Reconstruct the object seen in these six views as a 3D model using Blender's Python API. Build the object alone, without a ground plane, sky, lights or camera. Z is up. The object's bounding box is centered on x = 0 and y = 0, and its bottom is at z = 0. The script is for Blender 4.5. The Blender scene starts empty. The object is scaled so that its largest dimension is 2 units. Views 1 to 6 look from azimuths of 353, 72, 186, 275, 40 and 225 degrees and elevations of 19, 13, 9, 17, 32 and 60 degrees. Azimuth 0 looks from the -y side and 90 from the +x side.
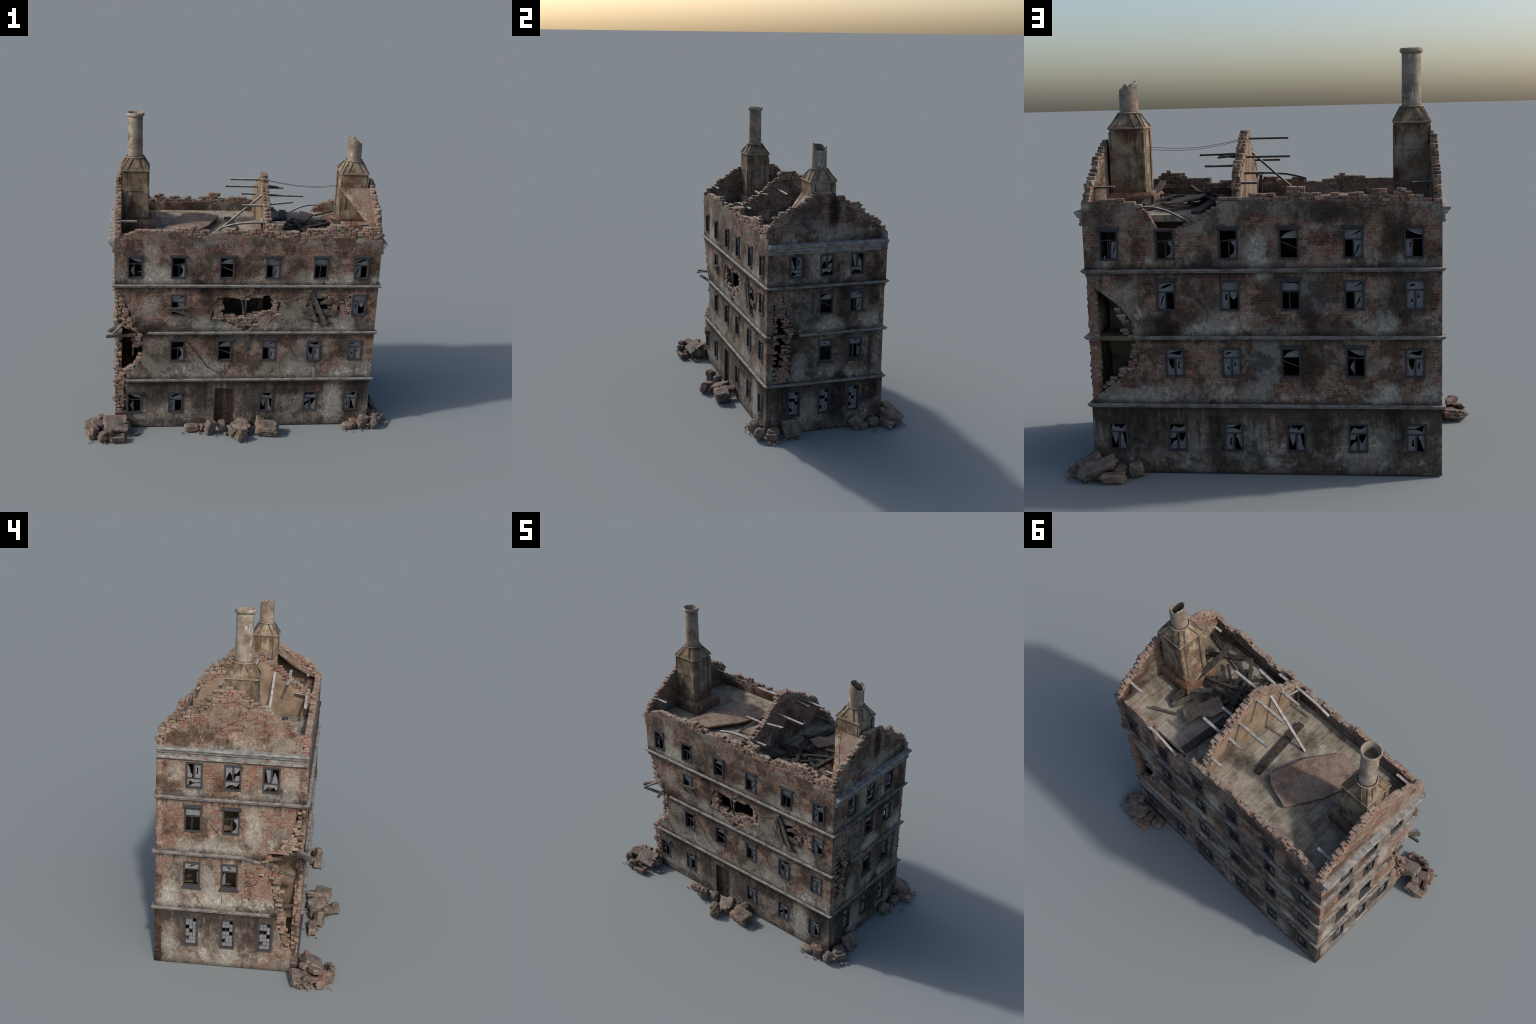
import bpy, bmesh, math, random
from mathutils import Vector, Matrix, noise

R = random.Random(41)

# ------------------------------------------------------------------ basics
FY, BY = -0.37, 0.432          # outer planes of the long (front/back) walls
LX, RX = -0.812, 0.836         # outer planes of the gable (left/right) walls
T = 0.04                       # wall thickness
BELT = (0.327, 0.655, 0.971)   # undersides of the belt courses
FLOOR = 1.235                  # top of the attic floor
PX0, PX1 = 0.103, 0.141        # attic cross wall

def empty(name, parent=None):
    o = bpy.data.objects.new(name, None)
    bpy.context.collection.objects.link(o)
    o.parent = parent
    return o

def obj(name, mesh, parent, mat=None, smooth=False, kind=None):
    o = bpy.data.objects.new(name, mesh)
    bpy.context.collection.objects.link(o)
    o.parent = parent
    if mat is not None and len(mesh.materials) == 0:
        mesh.materials.append(mat)
    if smooth:
        mesh.polygons.foreach_set('use_smooth', [True] * len(mesh.polygons))
    if kind:
        o["kind"] = kind
    return o

def mesh_from(verts, faces, name='part'):
    me = bpy.data.meshes.new(name)
    me.from_pydata([tuple(v) for v in verts], [], faces)
    me.update()
    return me

class Geo:
    """accumulates several solids into one mesh"""
    def __init__(s):
        s.v, s.f = [], []
    def add(s, verts, faces):
        n = len(s.v)
        s.v.extend(verts)
        s.f.extend([tuple(i + n for i in f) for f in faces])
    def add_mesh(s, me, M):
        n = len(s.v)
        s.v.extend([M @ v.co for v in me.vertices])
        s.f.extend([tuple(i + n for i in p.vertices) for p in me.polygons])
    def box(s, lo, hi, fr=None):
        x0, y0, z0 = lo; x1, y1, z1 = hi
        vs = [(x0,y0,z0),(x1,y0,z0),(x1,y1,z0),(x0,y1,z0),(x0,y0,z1),(x1,y0,z1),(x1,y1,z1),(x0,y1,z1)]
        if fr: vs = [fr(*v) for v in vs]
        s.add([Vector(v) for v in vs], [(0,3,2,1),(4,5,6,7),(0,1,5,4),(1,2,6,5),(2,3,7,6),(3,0,4,7)])
    def mesh(s, recalc=True):
        me = mesh_from(s.v, s.f)
        if recalc:
            bm = bmesh.new(); bm.from_mesh(me)
            bmesh.ops.recalc_face_normals(bm, faces=bm.faces)
            bm.to_mesh(me); bm.free()
        return me

# wall frames: (h along wall, z up, d depth inwards) -> world
def front(h, z, d): return Vector((h, FY + d, z))
def back(h, z, d):  return Vector((h, BY - d, z))
def left(h, z, d):  return Vector((LX + d, h, z))
def right(h, z, d): return Vector((RX - d, h, z))
def cross(h, z, d): return Vector((PX0 + d, h, z))

def inside(p, poly):
    x, y = p; c = False
    for i in range(len(poly)):
        x0, y0 = poly[i - 1]; x1, y1 = poly[i]
        if (y0 > y) != (y1 > y) and x < (x1 - x0) * (y - y0) / (y1 - y0) + x0:
            c = not c
    return c

def interp(line, x):
    if x <= line[0][0]: return line[0][1]
    for (x0, y0), (x1, y1) in zip(line, line[1:]):
        if x <= x1:
            return y0 + (y1 - y0) * (x - x0) / max(1e-6, x1 - x0)
    return line[-1][1]

def plate(loops, thick):
    """filled 2D outline with holes, thick in +-z, as mesh"""
    cu = bpy.data.curves.new('outline', 'CURVE')
    cu.dimensions = '2D'; cu.fill_mode = 'BOTH'; cu.extrude = thick / 2
    for lp in loops:
        sp = cu.splines.new('POLY'); sp.points.add(len(lp) - 1)
        for p, q in zip(sp.points, lp):
            p.co = (q[0], q[1], 0, 1)
        sp.use_cyclic_u = True
    o = bpy.data.objects.new('outline', cu)
    bpy.context.collection.objects.link(o)
    dg = bpy.context.evaluated_depsgraph_get(); dg.update()
    me = bpy.data.meshes.new_from_object(o.evaluated_get(dg))
    bpy.data.objects.remove(o); bpy.data.curves.remove(cu)
    me.materials.clear()
    return me

def rough(loop, step=0.018, amp=0.003, seed=0, skip=()):
    """subdivide an outline and roughen it: a torn edge"""
    out = []
    for i in range(len(loop)):
        a = Vector((*loop[i], 0)); b = Vector((*loop[(i + 1) % len(loop)], 0))
        n = max(1, int((b - a).length / step))
        out.append((a.x, a.y))
        if i in skip: continue
        for k in range(1, n):
            p = a.lerp(b, k / n)
            q = noise.noise_vector(Vector((p.x * 60, p.y * 60, seed)))
            out.append((p.x + q.x * amp, p.y + q.y * amp))
    return out

def panel_to(frame, loops, d0, d1):
    """plate placed on a wall frame between depths d0..d1"""
    me = plate(loops, d1 - d0)
    for v in me.vertices:
        v.co = frame(v.co.x, v.co.y, (d0 + d1) / 2 - v.co.z)
    bm = bmesh.new(); bm.from_mesh(me)
    bmesh.ops.remove_doubles(bm, verts=bm.verts, dist=1e-5)
    bmesh.ops.recalc_face_normals(bm, faces=bm.faces)
    bm.to_mesh(me); bm.free()
    return me

# ------------------------------------------------------------------ materials
class NT:
    def __init__(s, name):
        s.m = bpy.data.materials.new(name); s.m.use_nodes = True
        s.t = s.m.node_tree; s.n = s.t.nodes; s.l = s.t.links
        s.b = s.n['Principled BSDF']
        s.b.inputs['Specular IOR Level'].default_value = 0.25
        s.tc = s.n.new('ShaderNodeTexCoord')
        s.obj = s.tc.outputs['Object']
    def put(s, sock, v):
        if isinstance(v, bpy.types.NodeSocket): s.l.new(v, sock)
        elif v is not None: sock.default_value = v
    def math(s, op, a, b=None, clamp=False):
        n = s.n.new('ShaderNodeMath'); n.operation = op; n.use_clamp = clamp
        s.put(n.inputs[0], a); s.put(n.inputs[1], b); return n.outputs[0]
    def vmath(s, op, a, b=None):
        n = s.n.new('ShaderNodeVectorMath'); n.operation = op
        s.put(n.inputs[0], a); s.put(n.inputs[1], b)
        return n.outputs['Value'] if op in ('DISTANCE', 'LENGTH') else n.outputs[0]
    def map(s, vec, scale=(1,1,1), loc=(0,0,0), rot=(0,0,0)):
        n = s.n.new('ShaderNodeMapping'); s.put(n.inputs[0], vec)
        n.inputs['Scale'].default_value = scale; n.inputs['Location'].default_value = loc
        n.inputs['Rotation'].default_value = rot
        return n.outputs[0]
    def noise(s, scale, detail=4, rough=.55, vec=None, dist=0, off=0, color=False):
        n = s.n.new('ShaderNodeTexNoise')
        v = vec or s.obj
        if off: v = s.map(v, loc=(off, off * 1.7, off * .6))
        s.put(n.inputs['Vector'], v)
        n.inputs['Scale'].default_value = scale; n.inputs['Detail'].default_value = detail
        n.inputs['Roughness'].default_value = rough; n.inputs['Distortion'].default_value = dist
        return n.outputs[1] if color else n.outputs[0]
    def ramp(s, f, stops, ease=False):
        n = s.n.new('ShaderNodeValToRGB'); s.put(n.inputs[0], f)
        e = n.color_ramp.elements
        while len(e) < len(stops): e.new(0.5)
        for el, (p, c) in zip(e, stops):
            el.position = p
            el.color = (c, c, c, 1) if isinstance(c, (int, float)) else (*c, 1)
        if ease: n.color_ramp.interpolation = 'EASE'
        return n.outputs[0]
    def mix(s, f, a, b, mode='MIX'):
        n = s.n.new('ShaderNodeMix'); n.data_type = 'RGBA'; n.blend_type = mode; n.clamp_factor = True
        s.put(n.inputs[0], f)
        for i, v in ((6, a), (7, b)):
            if isinstance(v, tuple): v = (*v[:3], 1)
            s.put(n.inputs[i], v)
        return n.outputs[2]
    def sep(s, v):
        n = s.n.new('ShaderNodeSeparateXYZ'); s.put(n.inputs[0], v); return n.outputs
    def comb(s, x, y, z=0.0):
        n = s.n.new('ShaderNodeCombineXYZ')
        for i, v in enumerate((x, y, z)): s.put(n.inputs[i], v)
        return n.outputs[0]
    def bump(s, h, strength=.5, dist=.003):
        n = s.n.new('ShaderNodeBump'); s.put(n.inputs['Height'], h)
        n.inputs['Strength'].default_value = strength; n.inputs['Distance'].default_value = dist
        s.l.new(n.outputs[0], s.b.inputs['Normal'])
    def done(s, col, roughness=.9):
        s.put(s.b.inputs['Base Color'], col if not isinstance(col, tuple) else (*col, 1))
        s.put(s.b.inputs['Roughness'], roughness)
        return s.m
    def brick(s, vec, w=.033, h=.0125, c1=(.20,.085,.055), c2=(.115,.06,.045), mortar=(.17,.145,.115), ms=.0013):
        n = s.n.new('ShaderNodeTexBrick'); s.put(n.inputs['Vector'], vec)
        n.inputs['Scale'].default_value = 1
        n.inputs['Color1'].default_value = (*c1, 1); n.inputs['Color2'].default_value = (*c2, 1)
        n.inputs['Mortar'].default_value = (*mortar, 1)
        n.inputs['Mortar Size'].default_value = ms; n.inputs['Mortar Smooth'].default_value = .35
        n.inputs['Brick Width'].default_value = w; n.inputs['Row Height'].default_value = h
        return n.outputs[0], n.outputs[1]
    def blob(s, c, r, dist_noise, soft=.5, after=None):
        """soft blob around c with radii r, edge broken by noise: 1 inside, 0 outside"""
        sc = tuple(1 / q for q in r)
        src = s.obj
        if after is not None:   # evaluate the patches one after the other
            src = s.vmath('ADD', s.obj, s.math('MULTIPLY', after, 1e-6))
        v = s.map(src, scale=sc, loc=tuple(-a * b for a, b in zip(c, sc)))
        d = s.math('ADD', s.vmath('LENGTH', v), dist_noise)
        n = s.n.new('ShaderNodeMapRange'); s.put(n.inputs[0], d)
        n.inputs[1].default_value = 1 + soft / 2; n.inputs[2].default_value = 1 - soft / 2
        return n.outputs[0]

def warp_uv(g, amp=.004):
    x, y, z = g.sep(g.obj)
    w = g.noise(14, 3)
    w2 = g.math('MULTIPLY', g.math('SUBTRACT', w, .5), amp)
    return g.comb(g.math('ADD', x, y), g.math('ADD', z, w2)), x, y, z

def mat_facade(axis, plane, gain=1., soot=.50, bare=0.):
    g = NT('weathered_brick_plaster')
    mine = lambda L: [q for q in L if plane is not None and abs(q[0][axis] - plane) < .01]
    last = [None]
    uv, x, y, z = warp_uv(g, .004)
    storey = g.math('DIVIDE', z, 1.6)
    def zr(pts): return g.ramp(storey, [(a / 1.6, b) for a, b in pts])
    # crisp mottling used to break up every mask
    fine = g.noise(1, 8, .74, vec=g.map(g.obj, scale=(58, 58, 30)), off=6)
    mott = g.math('SUBTRACT', fine, .5)
    edge_n = g.math('ADD', g.math('MULTIPLY', g.math('SUBTRACT', g.noise(13, 7, .70, off=5), .5), 2.2), g.math('MULTIPLY', mott, 1.1))
    def layer(col, c, r, a, soft, k):
        b = g.math('MULTIPLY', g.blob(c, r, edge_n, soft * .7, last[0]), min(1, a * 1.2))
        last[0] = b
        return g.mix(b, col, k if k is not None else g.mix(1, col, (.20, .17, .15), 'MULTIPLY'))
    # lime-washed brick: mortar-smeared ground, single bricks fading in and out
    ground = g.ramp(g.noise(24, 8, .7, off=3), [(.3, (.100, .074, .058)), (.48, (.185, .142, .112)), (.62, (.245, .195, .155)), (.75, (.31, .262, .215))])
    rb, bf = g.brick(uv, .0285, .0136, (0, 0, 0), (1, 1, 1), (.5, .5, .5), .0016)
    bc = g.ramp(rb, [(0, (.115, .042, .034)), (.25, (.19, .070, .050)), (.5, (.145, .080, .056)), (.75, (.19, .135, .085)), (1, (.135, .068, .058))])
    vis = g.math('ADD', g.noise(8.5, 7, .66, off=12), g.math('MULTIPLY', g.math('SUBTRACT', rb, .5), -.10))
    vis = g.ramp(g.math('ADD', vis, g.math('MULTIPLY', mott, .22)), [(.40, .08), (.53, .74), (.63, .95)])
    solid = g.math('SUBTRACT', 1.0, bf)
    col = g.mix(g.math('MULTIPLY', vis, solid), ground, bc)
    # plaster skin
    p = g.noise(17, 9, .74, off=2)
    pc = g.ramp(p, [(.30, (.056, .047, .040)), (.43, (.122, .101, .085)), (.55, (.182, .154, .130)), (.66, (.235, .207, .179)), (.78, (.33, .305, .268))])
    cool = g.ramp(g.math('ADD', g.noise(5, 5, off=13), g.math('MULTIPLY', mott, .3)), [(.5, 0), (.64, 1)])
    pc = g.mix(cool, pc, g.mix(1, pc, (.82, .95, 1.02), 'MULTIPLY'))
    keep = zr([(0, .60), (.31, .62), (.34, .60), (.42, .50), (.62, .45), (.66, .60), (.74, .52), (.95, .44),
               (.99, .58), (1.05, .47), (1.2, .42), (1.26, .50), (1.30, .36), (1.6, .33)])
    nrm = g.sep(g.tc.outputs['Normal'])
    along = g.math('ABSOLUTE', nrm[1 if axis == 1 else 0])
    keep = g.math('MULTIPLY', keep, g.ramp(along, [(.4, .75), (.6, 1)]))
    f = g.math('ADD', g.noise(4.6, 9, .68, off=21), g.math('SUBTRACT', keep, .5 + bare))
    f = g.math('ADD', f, g.math('MULTIPLY', mott, .20))
    pm = g.ramp(f, [(.485, 0), (.525, .93)])
    col = g.mix(pm, col, pc)
    # pale lime bloom above belts and ground
    bloom = zr([(0, .34), (.07, .46), (.16, .34), (.31, .10), (.345, .55), (.37, .66), (.42, .5), (.48, .25), (.63, .08),
                (.67, .58), (.70, .64), (.75, .45), (.82, .2), (.95, .05), (.99, .48), (1.02, .58), (1.06, .42), (1.12, .15), (1.24, .1), (1.28, .5), (1.31, .42), (1.36, .15), (1.6, .1)])
    wf = g.noise(1, 8, .74, vec=g.map(g.obj, scale=(62, 62, 34)), off=7)
    wn = g.math('ADD', g.noise(7, 7, .66, off=17), g.math('MULTIPLY', g.math('SUBTRACT', bloom, .5), .42))
    wn = g.ramp(g.math('ADD', wn, g.math('MULTIPLY', g.math('SUBTRACT', wf, .5), .55)), [(.50, 0), (.63, 1)])
    wc = g.ramp(g.noise(38, 6, .7, off=3), [(.3, (.17, .165, .148)), (.52, (.33, .318, .278)), (.70, (.50, .48, .42))])
    col = g.mix(g.math('MULTIPLY', wn, .72), col, wc)
    for c, r, a, k in mine(GREY): col = layer(col, c, r, a, .5, k)
    # soot: vertical runs on the ground storey, stains under belts, patches
    under = zr([(0, .45), (.05, .28), (.2, .46), (.315, .95), (.345, .5), (.365, .10), (.58, .15), (.645, .6), (.672, .4), (.69, .1),
                (.9, .2), (.962, .6), (.99, .4), (1.01, .1), (1.15, .15), (1.18, .3), (1.26, .45), (1.31, .1), (1.6, .15)])
    runs = g.noise(1, 8, .70, vec=g.map(g.obj, scale=(42, 42, 4)))
    sf = g.math('MULTIPLY', mott, .25)
    s1 = g.ramp(g.math('ADD', g.math('ADD', runs, sf), g.math('MULTIPLY', g.math('SUBTRACT', under, .5), .42)), [(.50, 0), (.62, 1)])
    s2 = g.ramp(g.math('ADD', g.noise(6, 8, .70, off=41), sf), [(soot, 0), (soot + .08, .95)])
    dark = g.math('MAXIMUM', s1, s2)
    col = g.mix(g.math('MULTIPLY', dark, .80), col, g.mix(1, col, (.25, .21, .185), 'MULTIPLY'))
    for c, r, a in mine(DARK): col = layer(col, c, r, a * (.62 if plane == LX else .92), 1.1, None)
    for c, r, a in mine(WHITE): col = layer(col, c, r, a * .66, 1.2, wc)
    # contact shade painted into the colour around the belts and at the ground
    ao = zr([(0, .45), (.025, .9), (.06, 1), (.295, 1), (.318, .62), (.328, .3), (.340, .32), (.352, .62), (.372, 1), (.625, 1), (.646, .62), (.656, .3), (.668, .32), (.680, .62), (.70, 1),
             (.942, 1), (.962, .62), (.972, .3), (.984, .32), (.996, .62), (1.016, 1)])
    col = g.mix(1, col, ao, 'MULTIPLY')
    g2 = g.ramp(g.noise(120, 6, .75), [(.34, .48), (.66, 1.42)])
    col = g.mix(.8, col, g2, 'MULTIPLY')
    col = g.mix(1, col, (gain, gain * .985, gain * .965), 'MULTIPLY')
    h = g.math('ADD', g.math('MULTIPLY', g.math('MULTIPLY', solid, vis), .5),
               g.math('ADD', g.math('MULTIPLY', pm, .7), g.math('MULTIPLY', g.noise(75, 5, .65), .9)))
    g.bump(h, .5, .002)
    return g.done(col, .92)

# patches: centre, radii, strength
WHITE = [((.60,FY,.16),(.055,.1,.15),.75), ((.66,FY,.38),(.06,.1,.06),.8), ((.36,FY,.40),(.08,.1,.07),.6), ((-.25,FY,.41),(.09,.1,.08),.6),
         ((-.55,FY,1.05),(.10,.1,.07),.75), ((-.60,FY,1.18),(.05,.1,.08),.45), ((.36,FY,1.03),(.08,.1,.05),.55), ((-.60,FY,.83),(.06,.1,.06),.6),
         ((.62,FY,.73),(.07,.1,.06),.55), ((-.28,FY,.73),(.05,.1,.05),.5),
         ((LX,-.10,.83),(.1,.045,.10),.75), ((LX,.35,.42),(.1,.045,.08),.9), ((LX,.10,.41),(.1,.09,.06),.85), ((LX,.35,.12),(.1,.04,.10),.6),
         ((LX,.02,.06),(.1,.05,.08),.7), ((LX,-.28,1.08),(.1,.035,.08),.6), ((LX,.33,1.12),(.1,.04,.06),.6), ((LX,.12,.72),(.1,.16,.035),.55),
         ((RX,.10,1.31),(.1,.13,.05),.5), ((RX,.34,.72),(.1,.07,.06),.75), ((RX,.05,.70),(.1,.10,.05),.75), ((RX,-.05,1.10),(.1,.05,.08),.6),
         ((RX,.38,.52),(.1,.03,.09),.6), ((RX,-.15,.46),(.1,.05,.08),.5), ((RX,-.08,.16),(.1,.05,.10),.4),
         ((.03,BY,1.07),(.045,.1,.07),1.), ((.0,BY,.98),(.04,.1,.05),.8), ((-.46,BY,.14),(.12,.1,.09),.6), ((.65,BY,.84),(.05,.1,.08),.5),
         ((-.55,BY,.72),(.06,.1,.05),.8), ((.2,BY,.74),(.10,.1,.05),.55), ((-.58,BY,.40),(.04,.1,.04),.85), ((.6,BY,.38),(.10,.1,.04),.7), ((.05,BY,.40),(.08,.1,.05),.55)]
GREY = [((-.42,BY,.55),(.07,.1,.06),.5,(.14,.145,.14)), ((-.01,BY,.55),(.06,.1,.13),.8,(.15,.155,.148)), ((-.22,BY,.84),(.09,.1,.10),.6,(.11,.118,.115)),
        ((.0,BY,1.27),(.25,.1,.03),.8,(.19,.17,.145)), ((.20,BY,1.235),(.05,.1,.05),.8,(.20,.175,.15)), ((.29,BY,1.18),(.06,.1,.03),.8,(.20,.175,.15)), ((.15,BY,1.10),(.03,.1,.10),.6,(.17,.155,.135)), ((.12,BY,1.12),(.05,.1,.12),.5,(.17,.15,.125)), ((.1,BY,.16),(.10,.1,.12),.5,(.16,.155,.14)),
        ((-.24,FY,.71),(.10,.1,.06),.55,(.17,.18,.165)), ((.30,FY,.77),(.10,.1,.10),.6,(.165,.150,.125)), ((-.57,FY,.45),(.10,.1,.09),.7,(.175,.155,.125)),
        ((.15,FY,.40),(.14,.1,.06),.5,(.13,.13,.09)), ((.02,FY,.56),(.03,.1,.04),.8,(.075,.075,.068)), ((-.35,FY,1.30),(.3,.1,.03),.4,(.13,.11,.09)),
        ((LX,.14,.52),(.1,.035,.09),.7,(.21,.20,.19)), ((LX,-.01,1.32),(.1,.07,.055),.8,(.29,.225,.17)), ((LX,.02,1.275),(.1,.14,.02),.7,(.22,.20,.175)), ((LX,-.22,1.30),(.1,.09,.04),.6,(.23,.21,.17)),
        ((RX,-.10,.80),(.1,.12,.12),.6,(.115,.115,.105)), ((RX,-.1,.45),(.1,.09,.09),.5,(.125,.12,.105)), ((RX,-.1,1.38),(.1,.13,.07),.5,(.14,.135,.125))]
DARK = [((-.67,FY,.68),(.12,.1,.06),.85), ((-.30,FY,1.06),(.09,.1,.09),.6), ((-.02,FY,1.08),(.07,.1,.08),.6), ((.31,FY,1.10),(.07,.1,.09),.65), ((.76,FY,1.13),(.10,.1,.10),.6),
        ((-.70,FY,1.22),(.08,.1,.05),.4), ((-.20,FY,.95),(.12,.1,.05),.6), ((-.55,FY,.24),(.12,.1,.10),.6), ((-.25,FY,.22),(.06,.1,.14),.7), ((.30,FY,.27),(.25,.1,.05),.6), ((.75,FY,.20),(.07,.1,.16),.7),
        ((.65,FY,.56),(.04,.1,.07),.6), ((-.2,FY,.58),(.06,.1,.07),.55), ((-.12,FY,.62),(.22,.1,.03),.5), ((.15,FY,.08),(.12,.1,.09),.45), ((-.25,FY,.84),(.06,.1,.10),.5),
        ((RX,.06,1.44),(.1,.035,.15),.95), ((RX,.28,1.28),(.1,.14,.03),.7), ((RX,.14,.85),(.1,.045,.14),.75), ((RX,.35,.9),(.1,.05,.09),.7), ((RX,.36,.5),(.1,.04,.12),.6), ((RX,.15,.52),(.1,.04,.12),.6),
        ((RX,-.26,.22),(.1,.06,.14),.7), ((RX,.12,.2),(.1,.06,.16),.8), ((RX,.36,.24),(.1,.07,.09),.7), ((RX,-.21,.60),(.1,.07,.18),.7), ((RX,.34,1.05),(.1,.06,.10),.5),
        ((LX,.36,.27),(.1,.09,.07),.6), ((LX,.12,.25),(.1,.07,.08),.6), ((LX,-.10,.24),(.1,.06,.10),.7), ((LX,.39,.83),(.1,.03,.06),.7), ((LX,.10,1.07),(.1,.04,.06),.7), ((LX,-.22,1.02),(.1,.09,.05),.5), ((LX,.03,.74),(.1,.17,.03),.6), ((LX,-.27,.72),(.1,.06,.08),.5),
        ((.46,BY,.72),(.07,.1,.07),.8), ((.2,BY,.98),(.12,.1,.07),.6), ((-.60,BY,1.17),(.07,.1,.10),.6), ((-.62,BY,.85),(.06,.1,.12),.75), ((-.22,BY,.72),(.18,.1,.06),.6), ((.60,BY,.22),(.18,.1,.11),.6), ((.24,BY,.16),(.05,.1,.14),.8),
        ((-.27,BY,.22),(.08,.1,.10),.6), ((-.2,BY,.55),(.05,.1,.13),.55), ((-.60,BY,.22),(.05,.1,.12),.7), ((-.30,BY,1.24),(.17,.1,.04),.5), ((.25,BY,.83),(.05,.1,.08),.6), ((.78,BY,1.22),(.08,.1,.06),.4)]

def mat_brick():
    g = NT('loose_brick')
    geo = g.n.new('ShaderNodeNewGeometry'); oi = g.n.new('ShaderNodeObjectInfo')
    r = g.math('FRACT', g.math('ADD', geo.outputs['Random Per Island'], oi.outputs['Random']))
    col = g.ramp(r, [(0, (.15, .068, .05)), (.14, (.215, .10, .068)), (.28, (.17, .115, .085)), (.42, (.225, .165, .105)), (.56, (.155, .088, .07)), (.7, (.25, .19, .135)), (.84, (.235, .20, .172)), (1, (.27, .115, .065))])
    pos = geo.outputs['Position']
    n = g.noise(60, 7, .7, vec=pos)
    col = g.mix(g.ramp(n, [(.42, 0), (.62, .7)]), col, (.205, .168, .135))
    n2 = g.noise(14, 6, .66, vec=pos, off=7)
    col = g.mix(g.ramp(n2, [(.48, 0), (.62, .75)]), col, g.mix(1, col, (.40, .37, .35), 'MULTIPLY'))
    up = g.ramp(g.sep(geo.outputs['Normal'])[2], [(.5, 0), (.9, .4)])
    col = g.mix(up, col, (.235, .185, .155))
    g.bump(n, .5, .002)
    return g.done(col, .93)

def mat_simple(name, stops, scale=20, detail=6, rough_=.9, bump=.4, bd=.002, stretch=(1,1,1), stain=None, stain_scale=5, speck=None):
    g = NT(name)
    v = g.map(g.obj, scale=stretch)
    n = g.noise(scale, detail, .63, vec=v)
    col = g.ramp(n, stops)
    if stain:
        col = g.mix(g.ramp(g.noise(stain_scale, 7, .62, off=11), [(.46, 0), (.64, .85)]), col, g.mix(1, col, stain, 'MULTIPLY'))
    if speck:
        sv = g.noise(38, 4, .6, off=29)
        col = g.mix(g.ramp(sv, [(.57, 0), (.63, .8)]), col, speck)
    if bump: g.bump(n, bump, bd)
    return g.done(col, rough_)

def mat_chimney(gain=1.):
    g = NT('stained_chimney_render')
    uv, x, y, z = warp_uv(g, .005)
    bc, bf = g.brick(uv, c1=(.21,.105,.07), c2=(.14,.09,.065), mortar=(.2,.17,.13))
    p = g.noise(13, 9, .68, off=3)
    pc = g.ramp(p, [(.3, (.105, .080, .055)), (.44, (.225, .182, .128)), (.58, (.32, .27, .20)), (.72, (.44, .395, .31))])
    # low parts show brick, upper parts keep render
    keep = g.ramp(g.math('MULTIPLY', g.math('SUBTRACT', z, 1.2), 2), [(.1, .34), (.35, .50), (.5, .60), (1, .57)])
    f = g.math('ADD', g.noise(9, 8, .6, off=8), g.math('SUBTRACT', keep, .5))
    m = g.ramp(f, [(.45, 0), (.55, .95)])
    col = g.mix(m, bc, pc)
    runs = g.noise(1, 6, .6, vec=g.map(g.obj, scale=(34, 34, 6)))
    col = g.mix(g.ramp(runs, [(.53, 0), (.66, .8)]), col, g.mix(1, col, (.32, .25, .18), 'MULTIPLY'))
    col = g.mix(g.ramp(g.noise(6, 7, .62, off=15), [(.48, 0), (.64, .8)]), col, g.mix(1, col, (.45, .38, .29), 'MULTIPLY'))
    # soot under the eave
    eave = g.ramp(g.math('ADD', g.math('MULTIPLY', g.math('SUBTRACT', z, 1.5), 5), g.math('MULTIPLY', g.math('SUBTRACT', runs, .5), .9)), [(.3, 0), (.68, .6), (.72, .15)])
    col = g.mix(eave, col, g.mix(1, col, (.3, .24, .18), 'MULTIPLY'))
    col = g.mix(g.ramp(g.noise(8, 7, .66, off=33), [(.52, 0), (.66, .55)]), col, g.mix(1, col, (.95, .70, .56), 'MULTIPLY'))
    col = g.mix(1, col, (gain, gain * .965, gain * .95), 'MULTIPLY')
    g.bump(g.math('ADD', p, g.math('MULTIPLY', bf, -.4)), .5, .003)
    return g.done(col, .9)

def mat_pot():
    g = NT('weathered_chimney_pot')
    n = g.noise(1, 8, .66, vec=g.map(g.obj, scale=(18, 18, 12)))
    col = g.ramp(n, [(.3, (.10, .082, .064)), (.45, (.20, .165, .13)), (.6, (.275, .235, .19)), (.72, (.40, .37, .32))])
    col = g.mix(g.ramp(g.noise(11, 6, .6, off=6), [(.52, 0), (.66, .6)]), col, (.20, .105, .075))
    col = g.mix(g.ramp(g.noise(7, 7, .62, off=16), [(.5, 0), (.64, .75)]), col, g.mix(1, col, (.45, .43, .41), 'MULTIPLY'))
    col = g.mix(g.ramp(g.noise(1, 6, .7, vec=g.map(g.obj, scale=(9, 9, 42))), [(.46, 0), (.60, .35)]), col, g.mix(1, col, (.52, .44, .38), 'MULTIPLY'))
    wz = g.ramp(g.noise(1, 9, .74, vec=g.map(g.obj, scale=(24, 24, 15)), off=26), [(.57, 0), (.63, .7)])
    col = g.mix(wz, col, (.46, .44, .40))
    g.bump(n, .5, .003)
    return g.done(col, .85)

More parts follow.
